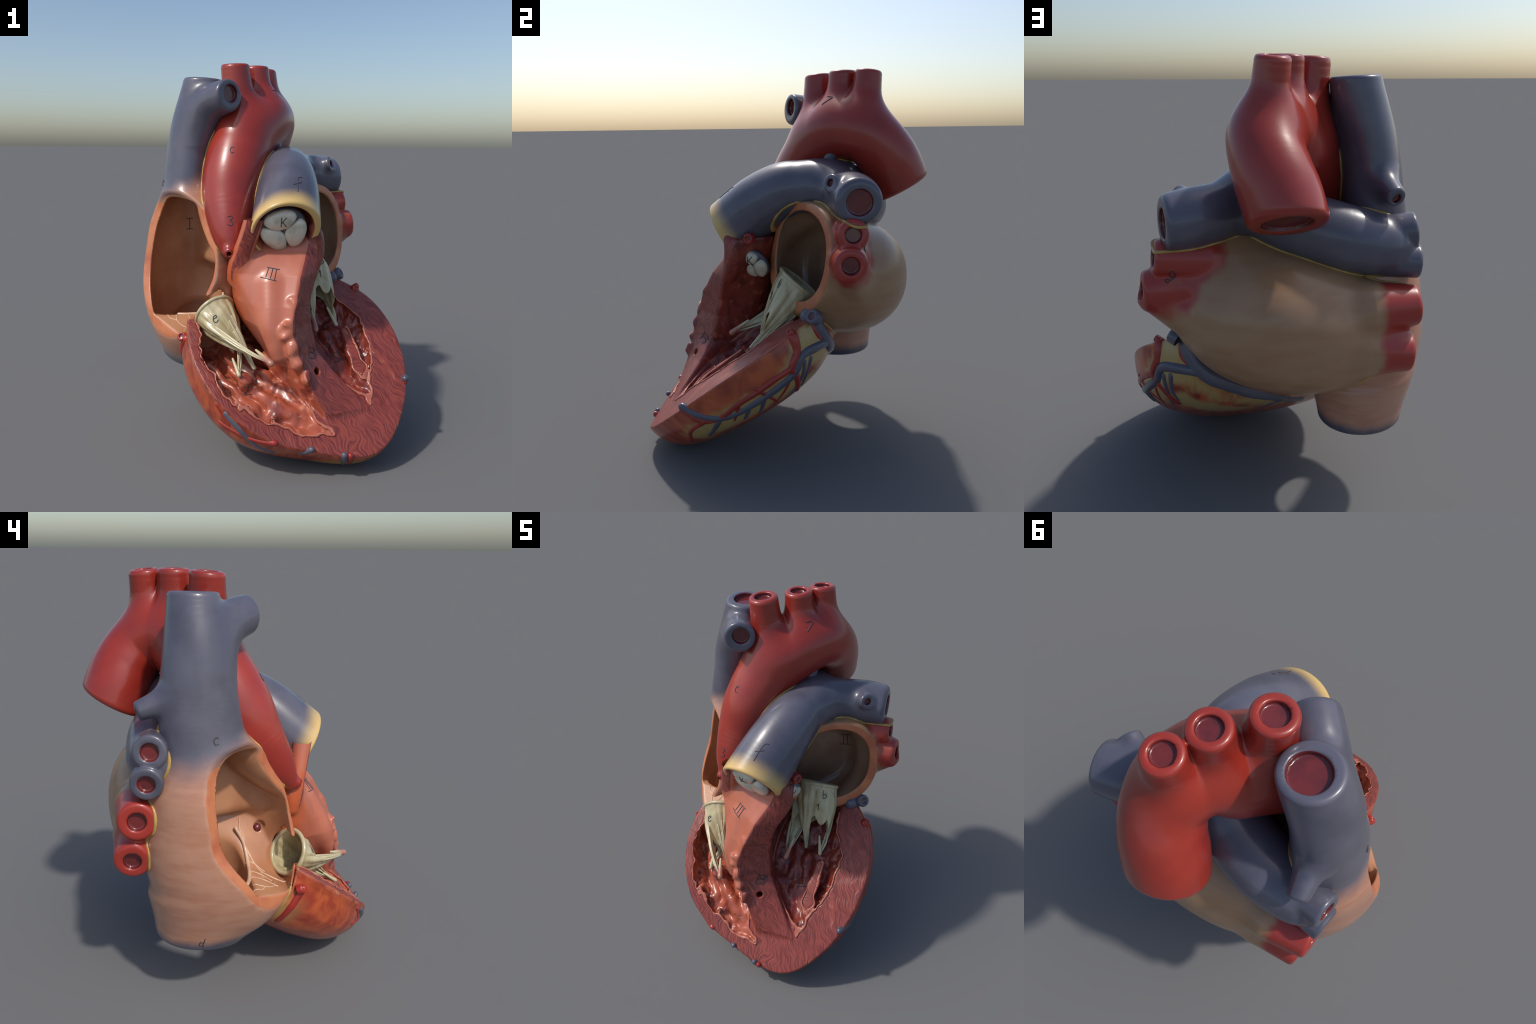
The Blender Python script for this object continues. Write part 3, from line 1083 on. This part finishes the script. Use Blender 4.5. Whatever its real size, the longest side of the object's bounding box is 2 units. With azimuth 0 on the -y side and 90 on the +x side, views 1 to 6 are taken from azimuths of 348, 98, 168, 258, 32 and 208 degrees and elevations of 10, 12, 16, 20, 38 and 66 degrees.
def floor_web(root, M):
    """raised pale network on the floor of the right atrium"""
    lines = [(0.0101, [(-0.485, 0.055, 0.630), (-0.445, 0.038, 0.632), (-0.384, 0.025, 0.636), (-0.324, 0.02, 0.647), (-0.278, 0.02, 0.68), (-0.24, 0.03, 0.73), (-0.22, 0.06, 0.79)]),
             (0.0045, [(-0.25, 0.03, 0.80), (-0.30, -0.01, 0.72), (-0.36, -0.07, 0.66), (-0.40, -0.14, 0.60)]),
             (0.0035, [(-0.50, 0.04, 0.66), (-0.50, -0.03, 0.63), (-0.47, -0.08, 0.61), (-0.43, -0.10, 0.62)]), (0.0035, [(-0.44, 0.03, 0.67), (-0.43, -0.04, 0.65), (-0.46, -0.10, 0.60)]),
             (0.0035, [(-0.38, 0.03, 0.69), (-0.38, -0.04, 0.67), (-0.42, -0.09, 0.63)]), (0.0035, [(-0.34, 0.03, 0.73), (-0.33, -0.03, 0.70), (-0.35, -0.08, 0.66)]),
             (0.0035, [(-0.41, -0.05, 0.65), (-0.36, -0.06, 0.67)]), (0.0035, [(-0.55, 0.05, 0.66), (-0.54, 0.0, 0.63), (-0.50, -0.03, 0.63)])]
    parts = []
    for r, pts in lines:
        p = spline(pts, 8 * len(pts))
        if r < 0.01:
            p = pull(p, f_ra_cavity, 0.2 * r)
        parts.append(pipe(np.c_[p, np.full(len(p), r)], 8))
    v, q = join(parts)
    ob = new_object("atrial_web", raw_mesh("atrial_web", v, q), M["web_line"], root)
    ob["kind"] = "stuff"


# courses of the coronary vessels over the ventricles (x, y, z), then width
VEINS = [("coronary_sinus", 0.036, [(0.43, 0.165, 0.79), (0.41, 0.21, 0.70), (0.35, 0.25, 0.62), (0.27, 0.26, 0.57), (0.16, 0.24, 0.51), (0.02, 0.20, 0.446), (-0.12, 0.11, 0.37)]),
         ("coronary_vein", 0.022, [(0.341, 0.249, 0.632), (0.472, 0.192, 0.64), (0.547, 0.128, 0.623), (0.572, 0.092, 0.546), (0.613, -0.002, 0.466), (0.638, -0.122, 0.385), (0.642, -0.218, 0.331), (0.653, -0.327, 0.323), (0.644, -0.46, 0.366)]),
         ("coronary_vein", 0.011, [(0.508, 0.164, 0.595), (0.508, 0.146, 0.514), (0.482, 0.123, 0.435)]),
         ("coronary_vein", 0.011, [(0.616, -0.056, 0.42), (0.574, -0.08, 0.319)]), ("coronary_vein", 0.012, [(0.638, -0.122, 0.385), (0.60, -0.15, 0.298)]),
         ("coronary_vein", 0.013, [(0.647, -0.266, 0.323), (0.567, -0.344, 0.179)]), ("coronary_vein", 0.011, [(0.539, 0.136, 0.588), (0.526, 0.115, 0.474), (0.509, 0.055, 0.376)]),
         ("coronary_vein", 0.015, [(-0.318, -0.581, 0.314), (-0.266, -0.622, 0.238), (-0.187, -0.623, 0.161), (-0.109, -0.635, 0.127)]),
         ("coronary_vein", 0.011, [(0.063, -0.705, 0.165), (0.016, -0.676, 0.123)]), ("coronary_vein", 0.013, [(0.216, -0.73, 0.125), (0.239, -0.656, 0.037)]),
         ("coronary_vein", 0.012, [(-0.039, 0.179, 0.433), (0.038, 0.147, 0.372), (0.102, 0.033, 0.268)])]
ARTERIES = [("coronary_artery", 0.014, [(0.434, 0.134, 0.775), (0.453, 0.19, 0.706), (0.413, 0.223, 0.657)]),
            ("coronary_artery", 0.022, [(0.552, 0.079, 0.725), (0.564, 0.099, 0.65), (0.588, 0.078, 0.573), (0.551, 0.104, 0.501), (0.484, 0.102, 0.405)]),
            ("coronary_artery", 0.016, [(0.588, 0.078, 0.573), (0.625, 0.0, 0.528), (0.649, -0.091, 0.463), (0.659, -0.172, 0.407), (0.65, -0.258, 0.332), (0.641, -0.358, 0.297), (0.639, -0.462, 0.352)]),
            ("coronary_artery", 0.009, [(0.659, -0.172, 0.407), (0.619, -0.202, 0.298)]), ("coronary_artery", 0.008, [(0.581, 0.063, 0.491), (0.554, -0.01, 0.357)]),
            ("coronary_artery", 0.012, [(0.644, -0.343, 0.303), (0.605, -0.427, 0.225), (0.535, -0.448, 0.132)]), ("coronary_artery", 0.010, [(0.654, -0.088, 0.487), (0.60, -0.03, 0.43), (0.554, 0.007, 0.372)]),
            ("coronary_artery", 0.018, [(-0.489, -0.215, 0.575), (-0.486, -0.158, 0.486), (-0.433, -0.106, 0.389)]), ("coronary_artery", 0.012, [(-0.112, -0.69, 0.186), (-0.2, -0.63, 0.2), (-0.348, -0.532, 0.248)]),
            ("coronary_artery", 0.013, [(0.246, -0.73, 0.12), (0.268, -0.667, 0.037)]), ("coronary_artery", 0.009, [(-0.359, -0.545, 0.35), (-0.313, -0.584, 0.252)])]


def coronary(root, M):
    for group, mat in ((VEINS, M["blue"]), (ARTERIES, M["red"])):
        for name, r, pts in group:
            p = pull(spline(pts, 8 * len(pts)), f_bowl, -0.75 * r)
            taper = np.linspace(1.0, 0.72, len(p))
            rows = np.c_[p, 1.3 * r * taper * (1 + 0.08 * noise(p.astype(F), 0.05, 5))]
            v, q = pipe(rows, 12)
            new_object(name, raw_mesh(name, v, q), mat, root)
    # cut stubs of the vessels in the grooves
    for c, ax, r, mat in (((0.487, 0.175, 0.80), (0.75, -0.45, 0.45), 0.038, "blue"), ((-0.492, -0.205, 0.583), (-0.4, -0.75, 0.5), 0.024, "red"), ((0.226, -0.181, 1.138), (0.9, -0.35, 0.0), 0.030, "red"),
                          ((0.562, 0.068, 0.745), (0.75, -0.5, 0.5), 0.018, "red")):
        ring_stub("coronary_stub", c, ax, r, M[mat], M["lumen"], root)


def ring_stub(name, c, ax, r, mat, lumen, root):
    ax = unit(ax).astype(float)
    c = np.array(c)
    prof = [(-0.8, 1.0), (0.15, 1.0), (0.4, 0.86), (0.46, 0.66), (0.36, 0.5), (0.1, 0.44)]
    u = np.cross(ax, (0.2, 0.3, 0.93))
    u /= np.linalg.norm(u)
    w = np.cross(ax, u)
    n = 24
    ring = lambda h, k: [c + ax * h * r + r * k * (math.cos(2 * math.pi * i / n) * u + math.sin(2 * math.pi * i / n) * w) for i in range(n)]
    v = np.array([p for h, k in prof for p in ring(h, k)])
    q = np.array([(j * n + i, j * n + (i + 1) % n, (j + 1) * n + (i + 1) % n, (j + 1) * n + i) for j in range(len(prof) - 1) for i in range(n)])
    ob = new_object(name, raw_mesh(name, v, q), mat, root)
    v = np.array(ring(0.16, 0.5) + [c + ax * 0.05 * r])
    tri = np.array([(i, (i + 1) % n, n) for i in range(n)])
    new_object("stub_lumen", raw_mesh("stub_lumen", v, tri), lumen, ob)


def ellipsoid(c, axes, radii, n=20, dent=0.0):
    """axes: three row vectors; slightly flattened towards the third axis' tail"""
    A = np.array([unit(a) for a in axes], dtype=float)
    v = []
    for i in range(n + 1):
        a = math.pi * i / n
        for k in range(2 * n):
            b = math.pi * k / n
            d = np.array([math.sin(a) * math.cos(b), math.sin(a) * math.sin(b), math.cos(a)])
            d = np.sign(d) * np.abs(d) ** 0.9
            v.append(np.array(c) + (d * radii) @ A)
    m = 2 * n
    q = [(i * m + k, (i + 1) * m + k, (i + 1) * m + (k + 1) % m, i * m + (k + 1) % m) for i in range(n) for k in range(m)]
    return np.array(v), np.array(q)


def cusps(root, M, name, c, normal, up, radius, depth):
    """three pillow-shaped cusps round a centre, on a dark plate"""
    n = unit(normal).astype(float)
    u = np.array(up, dtype=float)
    u -= n * (u @ n)
    u /= np.linalg.norm(u)
    w = np.cross(n, u)
    valve = bpy.data.objects.new(name, None)
    bpy.context.scene.collection.objects.link(valve)
    valve.parent = root
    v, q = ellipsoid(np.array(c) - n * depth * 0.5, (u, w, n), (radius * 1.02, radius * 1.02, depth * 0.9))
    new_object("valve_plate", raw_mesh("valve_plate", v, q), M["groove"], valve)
    for k in range(3):
        a = math.radians(8 + 120 * k)
        d = math.cos(a) * u + math.sin(a) * w
        e = np.cross(n, d)
        v, q = ellipsoid(np.array(c) + d * radius * 0.52 + n * depth * 0.1, (d, e, n), (radius * 0.46, radius * 0.72, depth))
        # square the pillow towards the centre so that the cusps meet along straight grooves
        off = v - np.array(c)
        r = np.hypot(off @ u, off @ w)
        ang = np.abs(np.arctan2(off @ e, off @ d))
        lim = math.radians(54)
        over = np.clip(ang - lim, 0, None)
        v = v - np.outer(np.sign(off @ e) * np.sin(over) * r, e)
        me = raw_mesh("valve_cusp", v, q)
        new_object("valve_cusp", me, M["cusp"], valve)


def funnel(root, M, name, c, ax, r, tips, phase, nphi=132, nv=30, thick=0.007, reach=None):
    """valve skirt: from a ring to a few tips, scalloped between them"""
    c = np.array(c, dtype=float)
    ax = unit(ax).astype(float)
    u = np.cross(ax, (0.0, 0.0, 1.0))
    u /= np.linalg.norm(u)
    w = np.cross(ax, u)
    T = np.array([t[:3] for t in tips], dtype=float)
    ang = np.array([math.atan2((t - c) @ w, (t - c) @ u) for t in T]) if phase is None else np.radians(phase)
    phis = np.linspace(0, 2 * math.pi, nphi, endpoint=False)
    d = np.abs((phis[:, None] - ang[None] + math.pi) % (2 * math.pi) - math.pi)
    wgt = np.exp(-((d / 0.6) ** 2)) + 1e-5
    wgt /= wgt.sum(1, keepdims=True)
    aim = wgt @ T
    near = np.exp(-((d.min(1) / 0.42) ** 2))
    base = reach if reach is not None else 0.60
    end = base + (0.97 - base) * near + 0.05 * np.sin(phis * 11 + 1.0) * (1 - near)
    ring = c + r * (np.outer(np.cos(phis), u) + np.outer(np.sin(phis), w))
    out = np.outer(np.cos(phis), u) + np.outer(np.sin(phis), w)
    rows = []
    for j in range(nv + 1):
        s = j / nv
        v = end * s
        k = v**1.25
        p = ring * (1 - k)[:, None] + aim * k[:, None]
        bulge = 0.020 * np.sin(math.pi * np.clip(v / 0.9, 0, 1)) + 0.005 * np.sin(phis * 9 + 2 * v) * np.sin(math.pi * v) + 0.003 * np.sin(phis * 16 + 1.3 + v)
        rows.append(p + out * (bulge * np.clip(s * 3, 0.2, 1))[:, None])
    P = np.array(rows)
    verts, quads = [], []
    half = thick * 0.5
    du = np.roll(P, -1, 1) - np.roll(P, 1, 1)
    dv = np.gradient(P, axis=0)
    N = np.cross(du, dv)
    N /= np.maximum(np.linalg.norm(N, axis=2), 1e-9)[:, :, None]
    th = (half * (1.4 - 0.7 * np.linspace(0, 1, nv + 1)))[:, None, None]
    verts = np.concatenate([(P + N * th).reshape(-1, 3), (P - N * th).reshape(-1, 3)])
    o = (nv + 1) * nphi
    for j in range(nv):
        for i in range(nphi):
            a, b = j * nphi + i, j * nphi + (i + 1) % nphi
            quads += [(a, b, b + nphi, a + nphi), (o + b, o + a, o + a + nphi, o + b + nphi)]
    for j in (0, nv):
        for i in range(nphi):
            a, b = j * nphi + i, j * nphi + (i + 1) % nphi
            quads.append((b, a, o + a, o + b) if j == 0 else (a, b, o + b, o + a))
    valve = new_object(name, raw_mesh(name, verts, np.array(quads)), M["valve"], root)
    rng = np.random.default_rng(11)
    # rolled rim
    v, q = pipe(np.c_[np.vstack([ring, ring[:2]]), np.full(nphi + 2, 0.011)], 8)
    new_object("valve_ring", raw_mesh("valve_ring", v, q), M["valve"], valve)
    # cords from the skirt's edge to the tips
    for k, t in enumerate(tips):
        inner = np.argsort(d[:, k])
        stem = np.c_[spline([c * 0.25 + T[k] * 0.75, T[k]], 8), np.linspace(0.006, 0.017 if k == 0 else 0.011, 8)]
        v, q = pipe(stem, 10)
        new_object("tendon_tip", raw_mesh("tendon_tip", v, q), M["tendon"], valve)
        for m in range(7):
            i = inner[6 + 4 * m]
            p0 = P[int(nv * (0.55 + 0.3 * rng.random())), i]
            p1 = T[k] + rng.normal(0, 0.004, 3)
            mid = 0.5 * (p0 + p1) + out[i] * 0.012
            rows = np.c_[spline([p0, mid, p1], 10), np.linspace(0.006, 0.0035, 10)]
            v, q = pipe(rows, 7)
            new_object("tendon_cord", raw_mesh("tendon_cord", v, q), M["tendon"], valve)
    return valve


# ---------------------------------------------------------------- lettering
GLYPHS = {
    "I": [[(-0.3, 1), (0.3, 1)], [(0, 1), (0, 0)], [(-0.3, 0), (0.3, 0)]],
    "II": [[(-0.5, 1), (0.5, 1)], [(-0.2, 1), (-0.2, 0)], [(0.2, 1), (0.2, 0)], [(-0.5, 0), (0.5, 0)]],
    "III": [[(-0.4, 1), (0.7, 0.95)], [(-0.28, 1), (-0.42, 0.12)], [(0.1, 0.97), (0.0, 0.08)], [(0.45, 0.95), (0.38, 0.02)], [(-0.9, 0.02), (0.55, -0.1)]],
    "IV": [[(-0.6, 1), (0.7, 1)], [(-0.35, 1), (-0.35, 0)], [(-0.05, 1), (0.25, 0), (0.5, 1)], [(-0.6, 0), (0.5, 0)]],
    "3": [[(-0.25, 0.9), (0.05, 1), (0.25, 0.8), (0.0, 0.55), (0.28, 0.3), (0.1, 0.0), (-0.28, 0.12)]],
    "7": [[(-0.3, 0.9), (0.3, 1), (0.15, 0.5), (-0.1, 0)]],
    "f": [[(0.35, 1), (0.1, 1), (0, 0.6), (0.05, -0.1)], [(-0.3, 0.45), (0.3, 0.6)]],
    "c": [[(0.25, 0.85), (0, 1), (-0.3, 0.6), (-0.15, 0.05), (0.25, 0.15)]],
    "e": [[(-0.3, 0.45), (0.15, 0.75), (0.05, 1), (-0.25, 0.75), (-0.2, 0.15), (0.15, 0.0), (0.4, 0.35)]],
    "d": [[(0.1, 0.5), (-0.25, 0.45), (-0.3, 0.05), (0.1, 0.1), (0.25, 1.0)], [(0.1, 0.1), (0.3, 0.0)]],
    "b": [[(-0.2, 1), (-0.2, 0), (0.2, 0.05), (0.2, 0.45), (-0.2, 0.4)]],
    "B": [[(-0.25, 1), (-0.25, 0)], [(-0.25, 1), (0.25, 0.85), (0.15, 0.58), (-0.25, 0.5)], [(-0.1, 0.52), (0.35, 0.35), (0.2, 0.0), (-0.25, 0.0)]],
    "K": [[(-0.25, 1), (-0.3, 0)], [(0.3, 1), (-0.25, 0.35)], [(-0.1, 0.5), (0.3, 0)]],
    "2": [[(-0.28, 0.8), (0.0, 1), (0.22, 0.75), (-0.3, 0.0), (0.35, 0.05)]],
    "9": [[(0.25, 0.8), (-0.05, 1), (-0.25, 0.75), (0.0, 0.5), (0.28, 0.75), (0.1, 0.35), (-0.15, 0.0), (-0.35, 0.15), (-0.1, 0.3)]],
    "1": [[(-0.2, 0.7), (0.05, 1), (0.0, 0)]],
}
# glyph, where it stands, the side it is read from, height, slant
LETTERS = [
    ("I", (-0.389, 0.354, 1.098), (-0.73, -3.22, 1.55), 0.063, 0),
    ("3", (-0.238, -0.200, 1.178), (-0.73, -3.22, 1.55), 0.049, 0),
    ("c", (-0.203, -0.062, 1.531), (-0.73, -3.22, 1.55), 0.032, 0),
    ("f", (0.080, -0.319, 1.369), (-0.73, -3.22, 1.55), 0.062, 0),
    ("III", (-0.057, -0.352, 0.929), (-0.73, -3.22, 1.55), 0.055, -8),
    ("B", (0.130, -0.459, 0.542), (-0.73, -3.22, 1.55), 0.053, 0),
    ("9", (0.488, 0.414, 1.150), (0.54, 2.74, 1.90), 0.050, -25),
    ("c", (-0.544, 0.197, 1.345), (-2.88, 0.54, 2.08), 0.032, 0),
    ("d", (-0.575, 0.278, 0.409), (-2.88, 0.54, 2.08), 0.034, -15),
    ("7", (0.091, 0.228, 1.839), (1.45, -2.46, 3.27), 0.055, -5),
    ("II", (0.259, 0.405, 1.037), (1.45, -2.46, 3.27), 0.059, 0),
    ("IV", (0.310, -0.296, 0.442), (1.45, -2.46, 3.27), 0.051, 0),
    ("2", (0.293, -0.233, 0.520), (1.45, -2.46, 3.27), 0.044, 0),
    ("2", (-0.200, -0.468, 0.375), (-0.73, -3.22, 1.55), 0.042, 0),
    ("K", (0.0, -0.37, 1.185), (-0.73, -3.22, 1.55), 0.042, 0),
    ("K", (0.18, -0.185, 1.01), (3.33, 0.34, 1.71), 0.038, 0),
    ("e", (-0.333, -0.317, 0.70), (-0.73, -3.22, 1.55), 0.036, 0),
    ("b", (0.322, -0.021, 0.937), (1.45, -2.46, 3.27), 0.042, 0),
    ("1", (0.305, -0.07, 0.87), (1.45, -2.46, 3.27), 0.035, 0),
]


def lettering(root, M):
    deps = bpy.context.evaluated_depsgraph_get()
    vs, fs, o = [], [], 0
    for ob in bpy.context.scene.objects:
        if ob.type == "MESH" and ob.name.split(".")[0] not in ("tendon_cord", "seam"):
            me = ob.data
            co = np.empty(len(me.vertices) * 3, dtype=F)
            me.vertices.foreach_get("co", co)
            vs.append(co.reshape(-1, 3))
            fs += [tuple(i + o for i in p.vertices) for p in me.polygons]
            o += len(me.vertices)
    tree = BVHTree.FromPolygons(np.vstack(vs).tolist(), fs)
    for glyph, c, eye, size, roll in LETTERS:
        c = np.array(c, dtype=float)
        f = unit(np.array(eye) - c).astype(float)
        right = np.cross((0, 0, 1), f)
        right /= np.linalg.norm(right)
        up = np.cross(f, right)
        a = math.radians(roll)
        right, up = math.cos(a) * right + math.sin(a) * up, math.cos(a) * up - math.sin(a) * right
        parts = []
        for stroke in GLYPHS[glyph]:
            n = 3 if len(stroke) == 2 else 5 * len(stroke)
            s = spline(stroke, max(n, 6))
            pts = []
            for x, y in s:
                p = c + right * x * size + up * (y - 0.5) * size + f * 0.08
                hit = tree.ray_cast(Vector(p), Vector(-f), 0.25)
                if hit[0] is not None:
                    pts.append(np.array(hit[0]) + np.array(hit[1]) * 0.0006)
            if len(pts) > 2:
                parts.append(pipe(np.c_[np.array(pts), np.full(len(pts), 0.0023)], 7))
        if parts:
            v, q = join(parts)
            new_object("written_mark", raw_mesh("written_mark", v, q), M["ink"], root)


# ------------------------------------------------------------------ build
def build():
    root = bpy.data.objects.new("heart_model", None)
    bpy.context.scene.collection.objects.link(root)
    root["label"] = "painted anatomical heart model opened to show its chambers"
    root["category"] = "anatomical model"
    M = dict(aorta=mat_aorta(), lumen=mat_lumen(), vein=mat_vein_to_atrium(), pulm=mat_pulmonary(), la=mat_left_atrium(),
             rim=plain("orange_cut_rim", RIM, srgb(178, 98, 66), 9), web=mat_web(), muscle=mat_muscle(), epi=mat_epicardium(),
             sept=mat_septum(), fat=plain("yellow_fat_bead", srgb(196, 164, 92), srgb(166, 130, 66), 12), pale_edge=plain("pale_lining_edge", srgb(188, 112, 90), srgb(170, 92, 74), 20),
             blue=plain("blue_vein_paint", BLUE, BLUE2, 6), red=plain("red_vessel_paint", srgb(164, 50, 40), srgb(140, 38, 32), 8), ink=plain("black_ink", srgb(62, 56, 60), srgb(74, 68, 72), 30, 0.5, 0.0),
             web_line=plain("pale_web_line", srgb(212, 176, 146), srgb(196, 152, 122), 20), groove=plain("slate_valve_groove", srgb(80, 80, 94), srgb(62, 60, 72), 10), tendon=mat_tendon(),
             rv=mat_endocard("orange_right_lining", srgb(176, 88, 62), srgb(204, 128, 98), srgb(120, 48, 40)),
             lv=mat_endocard("dark_red_left_lining", srgb(134, 54, 42), srgb(170, 90, 66), srgb(98, 34, 30)),
             la_in=plain("brown_left_atrium_lining", srgb(168, 134, 108), srgb(146, 108, 84), 4, 0.25, 0.4),
             pulm_in=plain("conus_lining", srgb(186, 112, 80), srgb(160, 88, 62), 7), valve=mat_valve(), cusp=mat_cusp())
    H = 0.0075
    body(f_aorta, (-0.45, -0.32, 0.95), (0.34, 0.83, 2.04), H, [("aorta", M["aorta"], root), ("aortic_lumen", M["lumen"], root)], l_aorta)
    body(f_ra, (-0.76, -0.36, 0.16), (-0.04, 0.60, 1.98), H, [("right_atrium", M["vein"], root), ("superior_vena_cava", M["vein"], root), ("inferior_vena_cava", M["vein"], root),
                                                             ("right_atrium_lining", M["web"], root), ("right_atrium_rim", M["rim"], root), ("vena_cava_lumen", M["lumen"], root)], l_ra)
    body(f_pulm, (-0.62, -0.56, 0.90), (0.66, 0.66, 1.62), H, [("pulmonary_artery", M["pulm"], root), ("pulmonary_lumen", M["lumen"], root), ("pulmonary_conus", M["pulm_in"], root)], l_pulm)
    body(f_la, (-0.62, -0.25, 0.42), (0.70, 0.76, 1.44), H, [("left_atrium", M["la"], root), ("pulmonary_vein_lumen", M["lumen"], root), ("left_atrium_lining", M["la_in"], root), ("left_atrium_rim", M["rim"], root)], l_la)
    body(f_vent, (-0.56, -0.82, -0.06), (0.74, 0.50, 1.18), H, [("ventricle_wall", M["epi"], root), ("cut_heart_muscle", M["muscle"], root), ("right_ventricle_lining", M["rv"], root), ("left_ventricle_lining", M["lv"], root), ("septum", M["sept"], root)], l_vent)

    coronary(root, M)
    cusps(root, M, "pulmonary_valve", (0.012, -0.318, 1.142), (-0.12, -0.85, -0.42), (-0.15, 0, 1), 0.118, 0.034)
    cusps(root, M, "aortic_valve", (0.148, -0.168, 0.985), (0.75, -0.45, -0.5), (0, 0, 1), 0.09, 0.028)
    funnel(root, M, "tricuspid_valve", TRI_C, TRI_AX, TRI_R, [(-0.10, -0.555, 0.535), (-0.238, -0.463, 0.452), (-0.15, -0.40, 0.46)], [20, 200, 300])
    funnel(root, M, "mitral_valve", MIT_C, MIT_AX, MIT_R, [(0.201, -0.287, 0.606), (0.362, -0.155, 0.584), (0.25, -0.12, 0.56)], [60, 170, 300])
    v, q = ellipsoid((-0.183, -0.051, 0.768), ((1, 0, 0), (0, 1, 0), (0, 0, 1)), (0.024, 0.024, 0.024), 12)
    new_object("coronary_sinus_mouth", raw_mesh("coronary_sinus_mouth", v, q), M["lumen"], root)
    seams(root, M)
    floor_web(root, M)
    lettering(root, M)


build()
